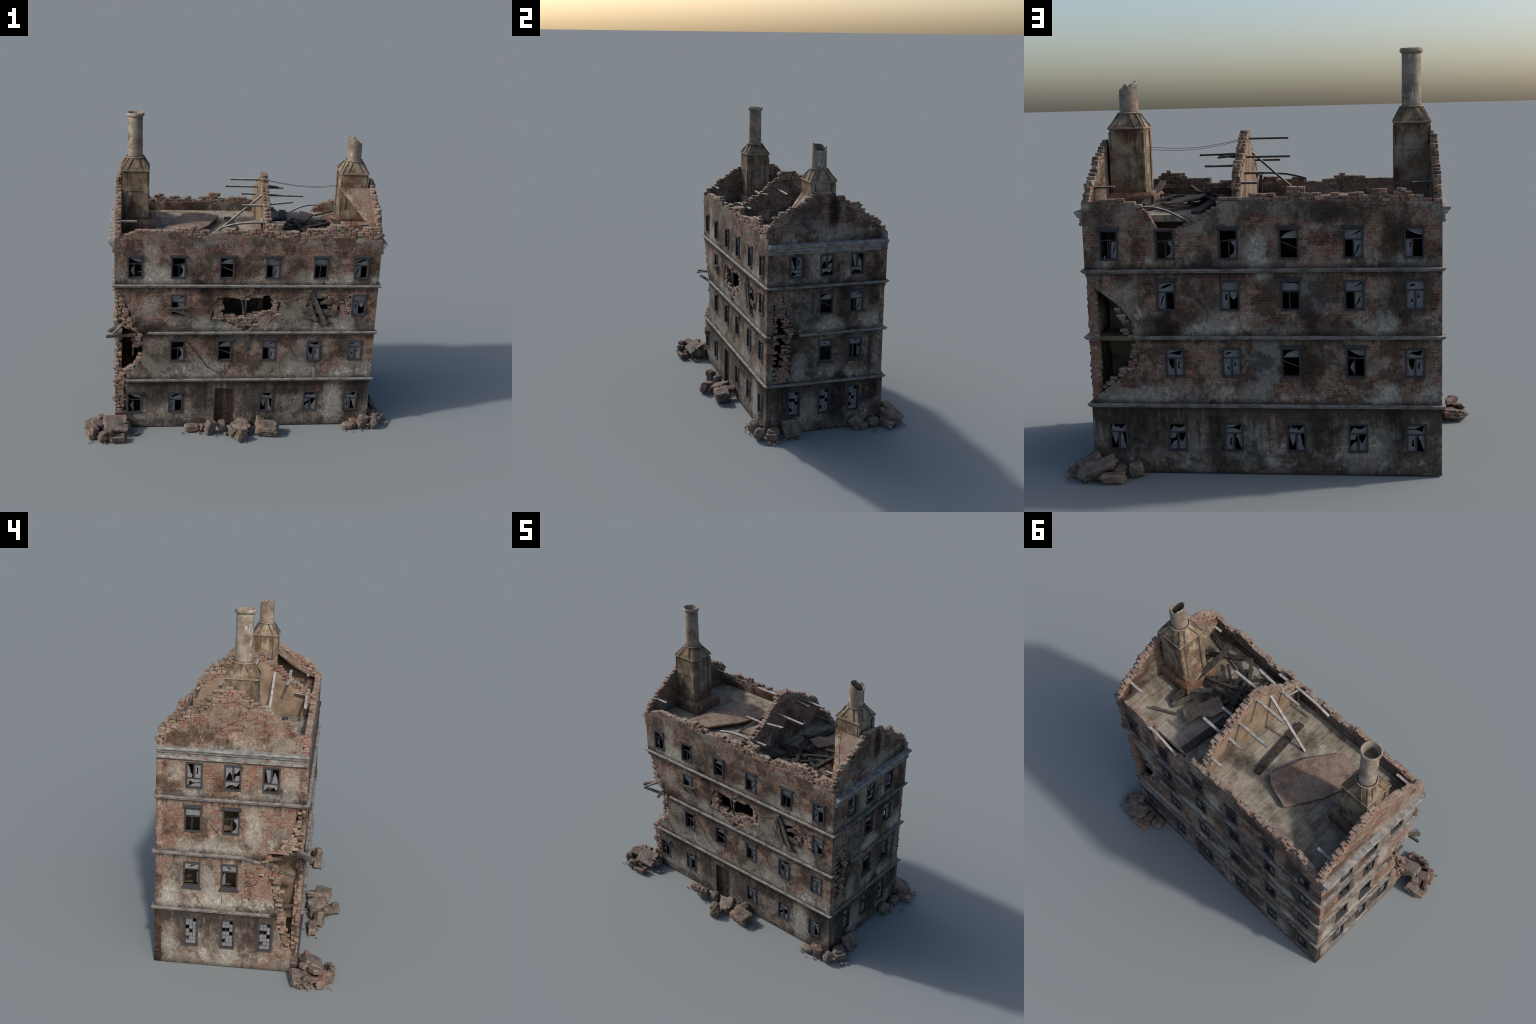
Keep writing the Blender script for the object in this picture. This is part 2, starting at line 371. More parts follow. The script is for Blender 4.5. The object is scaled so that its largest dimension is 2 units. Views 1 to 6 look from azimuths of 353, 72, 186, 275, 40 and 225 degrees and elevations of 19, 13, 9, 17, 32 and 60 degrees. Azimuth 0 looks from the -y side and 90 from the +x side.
def mat_floor():
    g = NT('dirty_floor_planks')
    x, y, z = g.sep(g.obj)
    pv = g.comb(y, x)
    bc, bf = g.brick(pv, .34, .038, (.27,.235,.185), (.225,.195,.155), (.15,.13,.105), .0010)
    st = g.noise(1, 6, .62, vec=g.map(g.obj, scale=(60, 9, 9)))
    col = g.mix(.8, bc, g.ramp(st, [(.3, .55), (.7, 1.35)]), 'MULTIPLY')
    col = g.mix(g.ramp(g.noise(5, 8, .66, off=3), [(.45, 0), (.60, .85)]), col, g.mix(1, col, (.33, .29, .25), 'MULTIPLY'))
    col = g.mix(g.ramp(g.noise(7, 8, .68, off=13), [(.52, 0), (.66, .6)]), col, (.38, .34, .275))
    g.bump(g.math('SUBTRACT', st, bf), .5, .002)
    return g.done(col, .9)

def mat_beam():
    g = NT('weathered_timber_beam')
    geo = g.n.new('ShaderNodeNewGeometry')
    st = g.noise(40, 6, .65)
    col = g.ramp(st, [(.3, (.14, .128, .117)), (.5, (.255, .24, .225)), (.7, (.36, .345, .33))])
    up = g.ramp(g.sep(geo.outputs['Normal'])[2], [(.25, 0), (.7, 1)])  # skylit tops and shaded sides painted in by face direction
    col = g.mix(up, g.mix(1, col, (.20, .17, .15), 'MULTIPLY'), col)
    g.bump(st, .4, .001)
    return g.done(col, .85)

def mat_dark_wood():
    return mat_simple('charred_timber', [(.3, (.014, .012, .010)), (.5, (.034, .029, .024)), (.72, (.07, .060, .050))], 1, 7, .9, .6, .003, (40, 40, 40))

def mat_brick_slab(rot=.55):
    g = NT('fallen_brickwork')
    x, y, z = g.sep(g.obj)
    uv = g.map(g.comb(x, g.math('ADD', y, g.math('MULTIPLY', z, .6))), rot=(0, 0, rot))
    uv = g.vmath('ADD', uv, g.math('MULTIPLY', g.math('SUBTRACT', g.noise(18, 4), .5), .008))
    rb, bf = g.brick(uv, .036, .0155, (0,0,0), (1,1,1), (.5,.5,.5), .0017)
    bc = g.ramp(rb, [(0, (.10, .046, .036)), (.4, (.15, .078, .056)), (.7, (.14, .10, .072)), (1, (.165, .068, .05))])
    vis = g.ramp(g.noise(11, 7, .68), [(.40, .85), (.62, .30)])
    gr = g.ramp(g.noise(30, 7, .7, off=4), [(.3, (.14, .11, .085)), (.55, (.225, .185, .145)), (.75, (.29, .25, .20))])
    col = g.mix(g.math('MULTIPLY', vis, g.math('SUBTRACT', 1.0, bf)), gr, bc)
    col = g.mix(g.ramp(g.noise(7, 7, .66, off=5), [(.48, 0), (.64, .75)]), col, g.mix(1, col, (.5, .45, .42), 'MULTIPLY'))
    g.bump(g.math('SUBTRACT', g.noise(60, 4), bf), .5, .002)
    return g.done(col, .92)

def mat_rubble():
    g = NT('rubble_stone')
    oi = g.n.new('ShaderNodeObjectInfo')
    n = g.noise(16, 9, .68, off=2)
    col = g.ramp(n, [(.3, (.042, .032, .026)), (.46, (.10, .077, .062)), (.6, (.148, .119, .095)), (.75, (.22, .186, .154))])
    col = g.mix(g.ramp(g.noise(9, 5, .6, off=14), [(.50, 0), (.62, .6)]), col, (.17, .09, .064))
    col = g.mix(g.ramp(g.noise(11, 6, .62, off=24), [(.5, 0), (.65, .6)]), col, (.155, .14, .128))
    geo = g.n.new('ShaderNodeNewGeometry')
    cav = g.ramp(geo.outputs['Pointiness'], [(.43, .25), (.5, .95), (.56, 1.4)])  # shade painted into hollows, edges lightened, by surface curvature
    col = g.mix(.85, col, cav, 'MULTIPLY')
    v = g.ramp(oi.outputs['Random'], [(0, .82), (1, 1.12)])
    col = g.mix(1, col, v, 'MULTIPLY')
    g.bump(g.math('ADD', n, g.noise(70, 5, .6)), .6, .004)
    return g.done(col, .95)

def mat_trim():
    g = NT('weathered_stone_trim')
    n = g.noise(1, 6, .65, vec=g.map(g.obj, scale=(26, 26, 330)))
    col = g.ramp(n, [(.3, (.10, .088, .078)), (.5, (.19, .173, .157)), (.7, (.285, .265, .245))])
    col = g.mix(g.ramp(g.noise(17, 7, .68, off=3), [(.48, 0), (.62, .8)]), col, (.07, .06, .052))
    g.bump(n, .4, .002)
    return g.done(col, .88)

def mat_cornice():
    g = NT('peeling_cornice')
    n = g.noise(1, 6, .65, vec=g.map(g.obj, scale=(24, 24, 90)))
    col = g.ramp(n, [(.3, (.09, .085, .08)), (.5, (.20, .193, .182)), (.7, (.34, .33, .315))])
    x, y, z = g.sep(g.obj)
    bc, bf = g.brick(g.comb(g.math('ADD', x, y), g.math('ADD', z, .0045)), .021, .021, (.20,.075,.052), (.13,.055,.042), (.06,.05,.043), .0012)
    lowz = g.ramp(g.math('MULTIPLY', g.math('SUBTRACT', z, 1.18), 12.5), [(.2, .50), (.55, .50), (.66, .34), (.9, .28)])
    f = g.math('ADD', g.noise(1, 6, .65, vec=g.map(g.obj, scale=(22, 22, 40)), off=8), g.math('SUBTRACT', lowz, .5))
    col = g.mix(g.ramp(f, [(.55, 0), (.60, .85)]), col, bc)
    col = g.mix(g.math('MULTIPLY', bf, g.ramp(lowz, [(.4, 0), (.5, .75)])), col, (.08, .072, .066))
    col = g.mix(g.ramp(g.noise(9, 7, .65, off=3), [(.52, 0), (.68, .7)]), col, g.mix(1, col, (.4, .38, .37), 'MULTIPLY'))
    g.bump(n, .4, .002)
    return g.done(col, .88)

def mat_glass():
    g = NT('dusty_broken_glass')
    n = g.noise(520, 2, .6)
    d = g.noise(40, 5, .6, off=4)
    col = g.mix(.85, g.ramp(d, [(.3, (.115, .117, .125)), (.7, (.175, .175, .18))]), g.ramp(n, [(.36, .45), (.64, 1.6)]), 'MULTIPLY')
    g.b.inputs['Specular IOR Level'].default_value = .2
    return g.done(col, .55)

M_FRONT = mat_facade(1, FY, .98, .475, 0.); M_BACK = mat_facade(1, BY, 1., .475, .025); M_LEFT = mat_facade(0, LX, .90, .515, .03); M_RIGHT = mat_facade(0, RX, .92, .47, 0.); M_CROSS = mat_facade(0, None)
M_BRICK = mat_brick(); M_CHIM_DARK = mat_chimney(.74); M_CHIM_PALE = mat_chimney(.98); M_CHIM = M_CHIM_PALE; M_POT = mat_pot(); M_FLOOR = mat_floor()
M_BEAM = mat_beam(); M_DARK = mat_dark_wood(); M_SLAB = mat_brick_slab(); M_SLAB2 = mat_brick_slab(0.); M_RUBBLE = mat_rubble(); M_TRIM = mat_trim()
M_CORNICE = mat_cornice(); M_GLASS = mat_glass()
M_FRAME = mat_simple('dark_window_frame', [(.3, (.026, .025, .028)), (.7, (.050, .048, .050))], 30, 5, .85, .2, .001)
M_INSIDE = mat_simple('grimy_interior_plaster', [(.3, (.07, .050, .034)), (.5, (.15, .112, .076)), (.7, (.22, .175, .125))], 12, 8, .9, .3, .002, stain=(.4, .36, .32))
M_ATTIC = mat_simple('brown_attic_plaster', [(.3, (.125, .088, .060)), (.5, (.20, .142, .098)), (.72, (.25, .19, .14))], 14, 8, .9, .3, .002, stain=(.52, .5, .5))
M_MORTAR = mat_simple('dark_mortar', [(.3, (.030, .024, .020)), (.7, (.085, .068, .055))], 40, 5, .95, .4, .003)
M_DOOR = mat_simple('worn_wooden_door', [(.3, (.020, .013, .010)), (.5, (.040, .026, .020)), (.7, (.070, .048, .038))], 1, 7, .8, .4, .002, (50, 50, 9))
M_PLANK = mat_simple('old_plank', [(.3, (.032, .027, .022)), (.5, (.072, .061, .049)), (.72, (.135, .118, .098))], 1, 7, .9, .6, .003, (45, 45, 45))
M_WORN = mat_simple('worn_grey_board', [(.3, (.06, .052, .045)), (.5, (.125, .11, .097)), (.72, (.21, .19, .17))], 1, 7, .9, .6, .003, (45, 45, 45))
M_CABLE = mat_simple('black_cable', [(.3, .012), (.7, .03)], 20, 2, .7, 0)
M_CRACK_STRIP = mat_simple('dark_crack_strip', [(.3, (.018, .015, .012)), (.7, (.045, .038, .031))], 60, 3, .95, 0)
M_STRAP = mat_simple('rusty_strap', [(.3, (.035, .034, .036)), (.7, (.085, .078, .072))], 40, 4, .7, .2, .001)
M_WOODTRIM = mat_simple('stained_moulding', [(.3, (.11, .08, .055)), (.5, (.20, .155, .11)), (.7, (.28, .23, .175))], 30, 6, .85, .3, .002)

# ------------------------------------------------------------------ building root
B = empty('ruined_building')
B["label"] = "four storey ruined brick apartment house, roofless, with two chimneys"
B["category"] = "ruined building"

# ------------------------------------------------------------------ bricks
BL, BH, BD = .040, .0145, .0205
def brick_mesh(i):
    rr = random.Random(100 + i)
    bm = bmesh.new(); bmesh.ops.create_cube(bm, size=1)
    for v in bm.verts:
        v.co = Vector((v.co.x * BL, v.co.y * BD, v.co.z * BH))
        v.co += Vector((rr.uniform(-1, 1) * .0022, rr.uniform(-1, 1) * .0012, rr.uniform(-1, 1) * .0009))
    bmesh.ops.bevel(bm, geom=list(bm.edges), offset=.0017 + rr.random() * .0008, segments=2, affect='EDGES', profile=.6)
    for v in bm.verts:
        v.co += noise.noise_vector(v.co * 90 + Vector((i * 5, 0, 0))) * .0007
    me = bpy.data.meshes.new('brick'); bm.to_mesh(me); bm.free()
    me.polygons.foreach_set('use_smooth', [True] * len(me.polygons))
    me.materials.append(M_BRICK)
    return me
BRICKS = [brick_mesh(i) for i in range(8)]
ALL = []   # (priority, mesh index, matrix, group)

def course_fill(frame, test, h0, h1, z0, z1, group, prio, depths=(0., .0195), jit=.003, skip=.0, seed=1, end_jit=.006, sag=0):
    """lay running-bond courses wherever test(h,z) holds"""
    rr = random.Random(seed)
    # local axes of the frame
    o = frame(0, 0, 0); ax = (frame(1, 0, 0) - o); ad = (frame(0, 0, 1) - o)
    base = Matrix((ax, ad, Vector((0, 0, 1)))).transposed()
    if base.determinant() < 0:
        base = Matrix((-ax, ad, Vector((0, 0, 1)))).transposed()
    for li, d in enumerate(depths):
        z = z0 + BH / 2; row = 0
        while z < z1:
            h = h0 - BL + (row % 2) * BL * .5 + rr.uniform(-.006, .006) + li * .013
            while h < h1 + BL:
                L = BL * rr.choice((.62, .8, .95, 1., 1.08))
                hc = h + L / 2
                if test(hc + rr.uniform(-end_jit, end_jit), z) and rr.random() > skip:
                    p = frame(hc, z + rr.uniform(-.0012, .0012), d + BD / 2 + rr.uniform(-jit, jit) * (1 if li == 0 else .6))
                    rot = Matrix.Rotation(rr.gauss(0, .035), 3, 'Z') @ Matrix.Rotation(rr.gauss(0, .02), 3, 'Y') @ Matrix.Rotation(rr.gauss(0, .02), 3, 'X')
                    M = Matrix.Translation(p) @ (base @ rot).to_4x4() @ Matrix.Diagonal((L / BL * .97, rr.uniform(.95, 1.05), rr.uniform(.90, 1.0), 1))
                    ALL.append((prio + rr.random() * .5 - li * .2, rr.randrange(8), M, group))
                h += L + .001
            z += BH; row += 1

def top_bricks(frame, core, line, h0, h1, zmin, zmax, group, seed, prio, inset=0., depths=(.0035, .0170)):
    rr = random.Random(seed * 7)
    def t(h, z):
        return z > interp(core, h) - .012 and z < min(interp(line, h - .012), interp(line, h + .012)) - .006 and h0 <= h <= h1
    course_fill(frame, t, h0, h1, zmin, zmax, group, prio, depths, jit=.003, skip=.03, seed=seed, end_jit=.004)

# ------------------------------------------------------------------ wall outlines
FRONT_TOP = [(-.812,1.283),(-.75,1.303),(-.693,1.323),(-.619,1.328),(-.47,1.325),(-.38,1.308),(-.303,1.290),(-.26,1.300),(-.22,1.319),(-.186,1.324),(-.051,1.307),(.205,1.292),(.462,1.299),(.6,1.297),(.70,1.294),(.836,1.289)]
FRONT_BR = [(-.812,1.30),(-.74,1.318),(-.685,1.34),(-.48,1.342),(-.462,1.352),(-.385,1.352),(-.372,1.374),(-.318,1.374),(-.308,1.352),(-.245,1.334),(-.235,1.318),(-.18,1.326),(-.128,1.354),(-.061,1.354),(-.026,1.332),(-.015,1.360),(.049,1.358),(.13,1.335),(.145,1.38),(.222,1.380),(.235,1.343),(.332,1.330),(.345,1.360),(.459,1.360),(.52,1.39),(.60,1.393),(.649,1.362),(.70,1.345),(.709,1.365),(.805,1.37),(.836,1.33)]
BACK_TOP = [(-.812,1.283),(-.542,1.290),(-.303,1.294),(-.102,1.293),(.101,1.300),(.15,1.297),(.183,1.289),(.21,1.273),(.234,1.250),(.26,1.228),(.285,1.210),(.318,1.192),(.352,1.180),(.403,1.1735),(.486,1.1735),(.5,1.198),(.509,1.215),(.525,1.24),(.54,1.257),(.566,1.276),(.597,1.290),(.697,1.304),(.836,1.302)]
BACK_BR = [(-.812,1.295),(-.739,1.309),(-.68,1.330),(-.665,1.356),(-.606,1.345),(-.572,1.312),(-.562,1.356),(-.505,1.349),(-.498,1.325),(-.466,1.340),(-.41,1.342),(-.372,1.310),(-.354,1.342),(-.316,1.334),(-.268,1.304),(-.258,1.336),(-.214,1.325),(-.207,1.345),(-.190,1.368),(-.126,1.368),(-.116,1.328),(-.07,1.325),(-.022,1.340),(.03,1.342),(.073,1.318),(.207,1.317),(.225,1.285),(.259,1.250),(.318,1.222),(.39,1.190),(.40,1.175),(.49,1.175),(.51,1.222),(.54,1.264),(.56,1.296),(.62,1.315),(.70,1.322),(.78,1.31),(.836,1.31)]
LEFT_TOP = [(-.33,1.318),(-.207,1.433),(-.122,1.485),(-.045,1.48),(-.036,1.49),(-.006,1.543),(.019,1.562),(.10,1.512),(.181,1.460),(.30,1.378),(.392,1.315)]
LEFT_BR = [(-.376,1.335),(-.334,1.370),(-.256,1.425),(-.178,1.475),(-.111,1.516),(-.058,1.532),(-.022,1.578),(.06,1.588),(.15,1.578),(.197,1.520),(.272,1.472),(.404,1.398),(.431,1.346),(.438,1.30)]
RIGHT_TOP = [(-.33,1.325),(-.166,1.473),(-.07,1.540),(-.06,1.560),(.065,1.560),(.074,1.520),(.216,1.441),(.376,1.338),(.392,1.328)]
RIGHT_BR = [(-.376,1.350),(-.343,1.405),(-.314,1.445),(-.27,1.474),(-.181,1.500),(-.123,1.545),(-.063,1.572),(.012,1.58),(.081,1.562),(.143,1.538),(.206,1.502),(.255,1.500),(.27,1.456),(.366,1.404),(.424,1.342),(.438,1.305)]
CROSS_BR = [(-.352,1.345),(-.346,1.380),(-.28,1.436),(-.205,1.472),(-.147,1.538),(-.09,1.566),(-.06,1.606),(.02,1.616),(.060,1.606),(.172,1.538),(.255,1.497),(.351,1.445),(.385,1.375),(.42,1.33)]
CROSS_TOP = [(-.332,1.31),(-.28,1.375),(-.205,1.425),(-.147,1.48),(-.06,1.545),(.02,1.565),(.09,1.54),(.172,1.485),(.255,1.445),(.33,1.39),(.394,1.33)]

# windows: (wall, centre h, z0, z1, width, style, lintel, extra)
COLS = (-.689, -.4245, -.1245, .1595, .45, .7165)
WIN = []
def win(fr, h, z0, z1, style, lintel=False, w=.092, flip=False, sill=False):
    WIN.append((fr, h, z0, z1, w, style, lintel, flip, sill))
for h, s in zip((-.688,-.424,-.126,.159,.461,.717), 'IABCDE'): win(front, h, 1.027, 1.168, s, True)
win(front, -.423, .783, .924, 'C'); win(front, .720, .782, .924, 'J')
for h, s, l in zip((-.422,-.124,.160,.448,.718), 'ABCGH', (1,1,1,0,0)): win(front, h, .468, .610, s, l)
for h, s, l in zip((-.690,-.428,.160,.448,.714), 'IEFKM', (1,1,0,0,0)): win(front, h, .104, .246, s, l)
for h, s, l in zip((.716,.452,.157,-.121,-.414,-.686), 'QAABCL', (1,0,1,1,1,0)): win(back, h, 1.029, 1.171, s, l)
for h, s, l in zip((.455,.157,-.125,-.416,-.692), 'EJDCH', (1,0,1,0,0)): win(back, h, .789, .931, s, l)
for h, s, l in zip((.426,.158,-.121,-.420,-.691), 'GHBIG', (0,0,1,1,0)): win(back, h, .471, .613, s, l)
for h, s in zip((.714,.426,.159,-.138,-.427,-.695), 'FKMFKM'): win(back, h, .110, .252, s)
for fr in (left, right):
    sg = 1 if fr is left else 1
    for h, s in zip((.230,.025,-.178), 'MKF' if fr is left else 'FKM'): win(fr, h, 1.036, 1.179, s, flip=True)
    for h, s in zip((.231,.025), 'DA' if fr is left else 'CB'): win(fr, h, .788, .930, s, True, .094)
    for h, s in zip((.231,.025), 'OP'): win(fr, h, .474, .618, s, w=.094, sill=True)
    for h in (.229,.025,-.182): win(fr, h, .113, .290, 'S', w=.083)

def rect(h0, h1, z0, z1): return [(h0, z0), (h1, z0), (h1, z1), (h0, z1)]
def win_holes(fr):
    return [rect(h - w/2 + .004, h + w/2 - .004, z0 + .004, z1 - .004) for (f, h, z0, z1, w, *_r) in WIN if f is fr]

# --- breaches: plaster edge polygons and voids
FL_EDGE = [(-.812,.953),(-.788,.948),(-.716,.806),(-.691,.713),(-.639,.647),(-.638,.514),(-.655,.447),(-.739,.380),(-.746,.317),(-.7425,.115),(-.812,.101)]
FL_VOID = [(-.86,.947),(-.804,.947),(-.778,.88),(-.768,.80),(-.762,.75),(-.738,.70),(-.660,.672),(-.668,.645),(-.702,.612),(-.702,.575),(-.660,.565),(-.656,.51),(-.690,.465),(-.735,.425),(-.802,.348),(-.86,.340)]
MID_EDGE = [(-.177,.908),(-.029,.894),(.06,.936),(.228,.890),(.214,.815),(.234,.782),(.121,.739),(.011,.664),(-.114,.730),(-.219,.750),(-.204,.824)]
MID_VOID = [(-.148,.903),(-.034,.888),(.03,.888),(.08,.90),(.155,.905),(.164,.86),(.155,.805),(.100,.810),(.05,.785),(.012,.762),(-.02,.762),(-.055,.770),(-.09,.787),(-.137,.780)]
PATCH_EDGE = [(.400,.912),(.543,.912),(.548,.86),(.56,.80),(.530,.765),(.506,.722),(.47,.728),(.394,.758),(.37,.80),(.385,.86)]
PATCH_VOID = [(.44,.90),(.49,.895),(.525,.84),(.51,.79),(.47,.76),(.43,.80)]
WPATCH = [(.668,.916),(.630,.902),(.598,.881),(.580,.824),(.597,.777),(.668,.781)]
BR_EDGE = [(.836,.962),(.796,.903),(.673,.808),(.626,.740),(.621,.654),(.598,.611),(.601,.533),(.763,.411),(.836,.355)]
BR_VOID = [(.788,.911),(.715,.826),(.677,.740),(.671,.680),(.638,.654),(.642,.545),(.698,.498),(.774,.428),(.786,.44),(.788,.87)]
LF_EDGE = [(-.33,.955),(-.298,.814),(-.235,.729),(-.176,.692),(-.141,.632),(-.137,.550),(-.198,.555),(-.224,.392),(-.241,.284),(-.295,.126),(-.33,.114)]
LF_VOID = [(-.192,.688),(-.300,.694),(-.312,.720),(-.40,.720),(-.40,.10),(-.345,.114),(-.318,.20),(-.30,.285),(-.267,.379),(-.265,.495),(-.272,.578),(-.21,.622)]
RF_EDGE = [(-.327,.948),(-.264,.935),(-.240,.811),(-.175,.682),(-.210,.641),(-.206,.407),(-.241,.348),(-.327,.350)]
RF_VOID = [(-.288,.82),(-.268,.75),(-.258,.71),(-.226,.668),(-.240,.64),(-.258,.56),(-.278,.46),(-.308,.44),(-.304,.52),(-.294,.60),(-.306,.66),(-.298,.74)]

DOOR = (-.180, -.055, .010, .276)
walls = []
def wall(fr, outline, holes, name='outer_wall', d0=0., d1=T, mat=None):
    mat = mat or {front: M_FRONT, back: M_BACK, left: M_LEFT, right: M_RIGHT, cross: M_CROSS}[fr]
    me = panel_to(fr, [outline] + holes, d0, d1)
    me.materials.append(mat)
    o = obj(name, me, B); walls.append(o); return o

fo = [(-.812,.004),(.836,.004)] + [(a, b) for a, b in reversed(FRONT_TOP)]
fo = [(-.812,.004),(DOOR[0],.004),(DOOR[0],DOOR[3]),(DOOR[1],DOOR[3]),(DOOR[1],.004),(.836,.004)] + list(reversed(FRONT_TOP)) + rough(FL_EDGE, .014, .004, 1, (len(FL_EDGE) - 1,))
wall(front, fo, win_holes(front) + [rough(MID_EDGE, .014, .004, 2), rough(PATCH_EDGE, .014, .004, 3), WPATCH])
bo = [(.836,.004),(-.812,.004)] + BACK_TOP + rough(BR_EDGE, .014, .004, 4, (len(BR_EDGE) - 1,))
wall(back, bo, win_holes(back))
lo = [(.392,.004),(-.33,.004),(-.33,.114)] + [p for p in reversed(rough(LF_EDGE, .014, .004, 5, (len(LF_EDGE) - 1,))) if p[0] > -.3295] + [(-.33,.955)] + LEFT_TOP
wall(left, lo, win_holes(left))
ro = [(.392,.004),(-.33,.004)] + RIGHT_TOP
wall(right, ro, win_holes(right) + [rough(RF_EDGE, .014, .004, 6)])
co = [(-.328,FLOOR - .01),(.390,FLOOR - .01)] + list(reversed([(min(max(h, -.328), .390), z) for h, z in CROSS_TOP]))
wall(cross, co, [], 'attic_cross_wall', 0.003, .036)
# plaster skin on the left side of the cross wall
cs = [(-.326,FLOOR + .002),(.388,FLOOR + .002)] + list(reversed([(min(max(h, -.326), .388), z - .006) for h, z in CROSS_TOP]))
wall(cross, rough(cs, .03, .003, 9), [], 'wall_plaster', -.001, .0025, M_ATTIC)

# --- bricks of breaches
def breach(fr, edge, voids, group, seed, depths=(.004, .0225), extra=None, prio=1.):
    def t(h, z):
        if not inside((h, z), edge): return False
        for v in voids:
            if inside((h - .008, z), v) or inside((h + .008, z), v): return False
        return True
    hs = [p[0] for p in edge]; zs = [p[1] for p in edge]
    course_fill(fr, t, min(hs), max(hs), min(zs), max(zs), group, prio, depths, jit=.0045, skip=.03, seed=seed, end_jit=.010)
breach(front, [(-.806,.953) if p == (-.812,.953) else (-.806,.101) if p == (-.812,.101) else p for p in FL_EDGE], [FL_VOID], 'front', 11)
breach(front, MID_EDGE, [MID_VOID], 'front', 12, prio=1.5)
breach(front, PATCH_EDGE, [PATCH_VOID], 'front', 13)
breach(front, WPATCH, [], 'front', 14, depths=(.003, .021))
breach(back, BR_EDGE, [BR_VOID, rect(.788, .85, 0, 1)], 'back', 15)
breach(left, LF_EDGE, [LF_VOID], 'left', 16)
breach(right, RF_EDGE, [RF_VOID], 'right', 17)
# free-standing corner piers
pr = random.Random(19); zz = .358 + BH / 2; row = 0
while zz < .956:
    for cx_ in (.8015, .8235):
        for li in (0, 1):
            if pr.random() < .05: continue
            dd = (.004 + pr.random() * .010 if li == 0 else .026)
            M = Matrix.Translation((cx_ + pr.uniform(-.0035, .0025) + (row % 2) * .003 - .0015, BY - dd - BD / 2, zz)) @ Matrix.Rotation(math.pi + pr.gauss(0, .05), 4, 'Z') @ Matrix.Diagonal((.54 + pr.random() * .08, 1, .97, 1))
            ALL.append((1.2 + pr.random() * .5 - li * .3, pr.randrange(8), M, 'back'))
    zz += BH; row += 1
# mortar cores keep the brickwork dense
def core(fr, edge, voids, d0=.014, d1=.034, grow=0.0):
    g_ = Geo()
    step = .011
    hs = [p[0] for p in edge]; zs = [p[1] for p in edge]
    z = min(zs)
    while z < max(zs):
        run = None; h = min(hs) + .006
        while h <= max(hs) + step - .006:
            ok = inside((h, z + step / 2), edge) and not any(inside((h + a, z + step / 2 + b), v) for v in voids for a in (-.012, .012) for b in (-.008, .008))
            if ok and run is None: run = h
            if not ok and run is not None:
                if h - run > step * 1.5: g_.box((run, d0, z), (h - step, d1, z + step * .98), lambda a, b, c: fr(a, c, b))
                run = None
            h += step
        z += step
    if g_.v:
        o = obj('mortar_core', g_.mesh(), B, M_MORTAR, kind='stuff')
core(front, FL_EDGE, [FL_VOID]); core(front, MID_EDGE, [MID_VOID]); core(front, PATCH_EDGE, [PATCH_VOID]); core(front, WPATCH, [])
core(back, BR_EDGE, [BR_VOID]); core(left, LF_EDGE, [LF_VOID]); core(right, RF_EDGE, [RF_VOID])

g_ = Geo(); g_.box((RX - .042, BY - .035, .357), (RX - .006, BY - .006, .956))
obj('mortar_core', g_.mesh(), B, M_BRICK, kind='stuff')
# --- broken tops
GF = lambda line: [(h, z) for h, z in line]
top_bricks(front, FRONT_TOP, FRONT_BR, -.80, .83, 1.277, 1.42, 'front', 21, 2.2)
top_bricks(back, BACK_TOP, BACK_BR, -.80, .83, 1.170, 1.40, 'back', 22, 2.2)
LC = [(-.375,1.285),(-.331,1.287)] + LEFT_TOP + [(.393,1.287),(.44,1.287)]
RC = [(-.375,1.290),(-.331,1.29)] + RIGHT_TOP + [(.393,1.302),(.44,1.302)]
top_bricks(left, LC, LEFT_BR, -.368, .430, 1.283, 1.62, 'left', 23, 3)
top_bricks(right, RC, RIGHT_BR, -.368, .430, 1.283, 1.62, 'right', 24, 3)
top_bricks(cross, CROSS_TOP, CROSS_BR, -.345, .405, 1.30, 1.64, 'cross', 25, 3, depths=(-.001, .019))

ALL.sort(key=lambda a: -a[0])
for pr, mi, M, gp in ALL[:300]:
    o = obj('brick', BRICKS[mi], B); o.matrix_local = M
groups = {}
for pr, mi, M, gp in ALL[300:]:
    groups.setdefault(gp, Geo()).add_mesh(BRICKS[mi], M)
for gp, g_ in groups.items():
    obj('broken_brickwork', g_.mesh(False), B, M_BRICK, smooth=True, kind='stuff')

# ------------------------------------------------------------------ belts and cornices
def sweep(path, profile, close=False):
    """path: (x,y,z,ox,oy) with outward mitre; profile: (d,z)"""
    g_ = Geo(); n = len(profile); vs = []; fs = []
    for x, y, z, ox, oy in path:
        for d, h in profile: vs.append(Vector((x + ox * d, y + oy * d, z + h)))
    m = len(path)
    for i in range(m if close else m - 1):
        a = i * n; b = ((i + 1) % m) * n
        for k in range(n):
            fs.append((a + k, a + (k + 1) % n, b + (k + 1) % n, b + k))
    if not close:
        fs.append(tuple(range(n))); fs.append(tuple(range((m - 1) * n, m * n))[::-1])
    g_.add(vs, fs); return g_.mesh()
BELTP = [(-.003,-.001),(.009,-.001),(.0095,.0028),(.0075,.0036),(.0125,.0042),(.0130,.0072),(.0105,.0080),(.0165,.0088),(.0175,.0135),(.0165,.0148),(-.003,.0165)]
def dense(pts, step=.05):
    out = []
    for a, b in zip(pts, pts[1:]):
        n = max(1, int((Vector(b[:2]) - Vector(a[:2])).length / step))
        for k in range(n):
            t = k / n
            ox, oy = (a[3], a[4]) if k == 0 else ((a[3] + b[3]) / 2, (a[4] + b[4]) / 2)
            p = [a[i] + (b[i] - a[i]) * t for i in range(3)]
            if k: 
                # mid-span offset follows the wall normal shared by both ends
                ox = a[3] if a[3] == b[3] else 0; oy = a[4] if a[4] == b[4] else 0
                p[2] += R.uniform(-.0006, .0006)
            out.append((*p, ox, oy))
    out.append(pts[-1]); return out
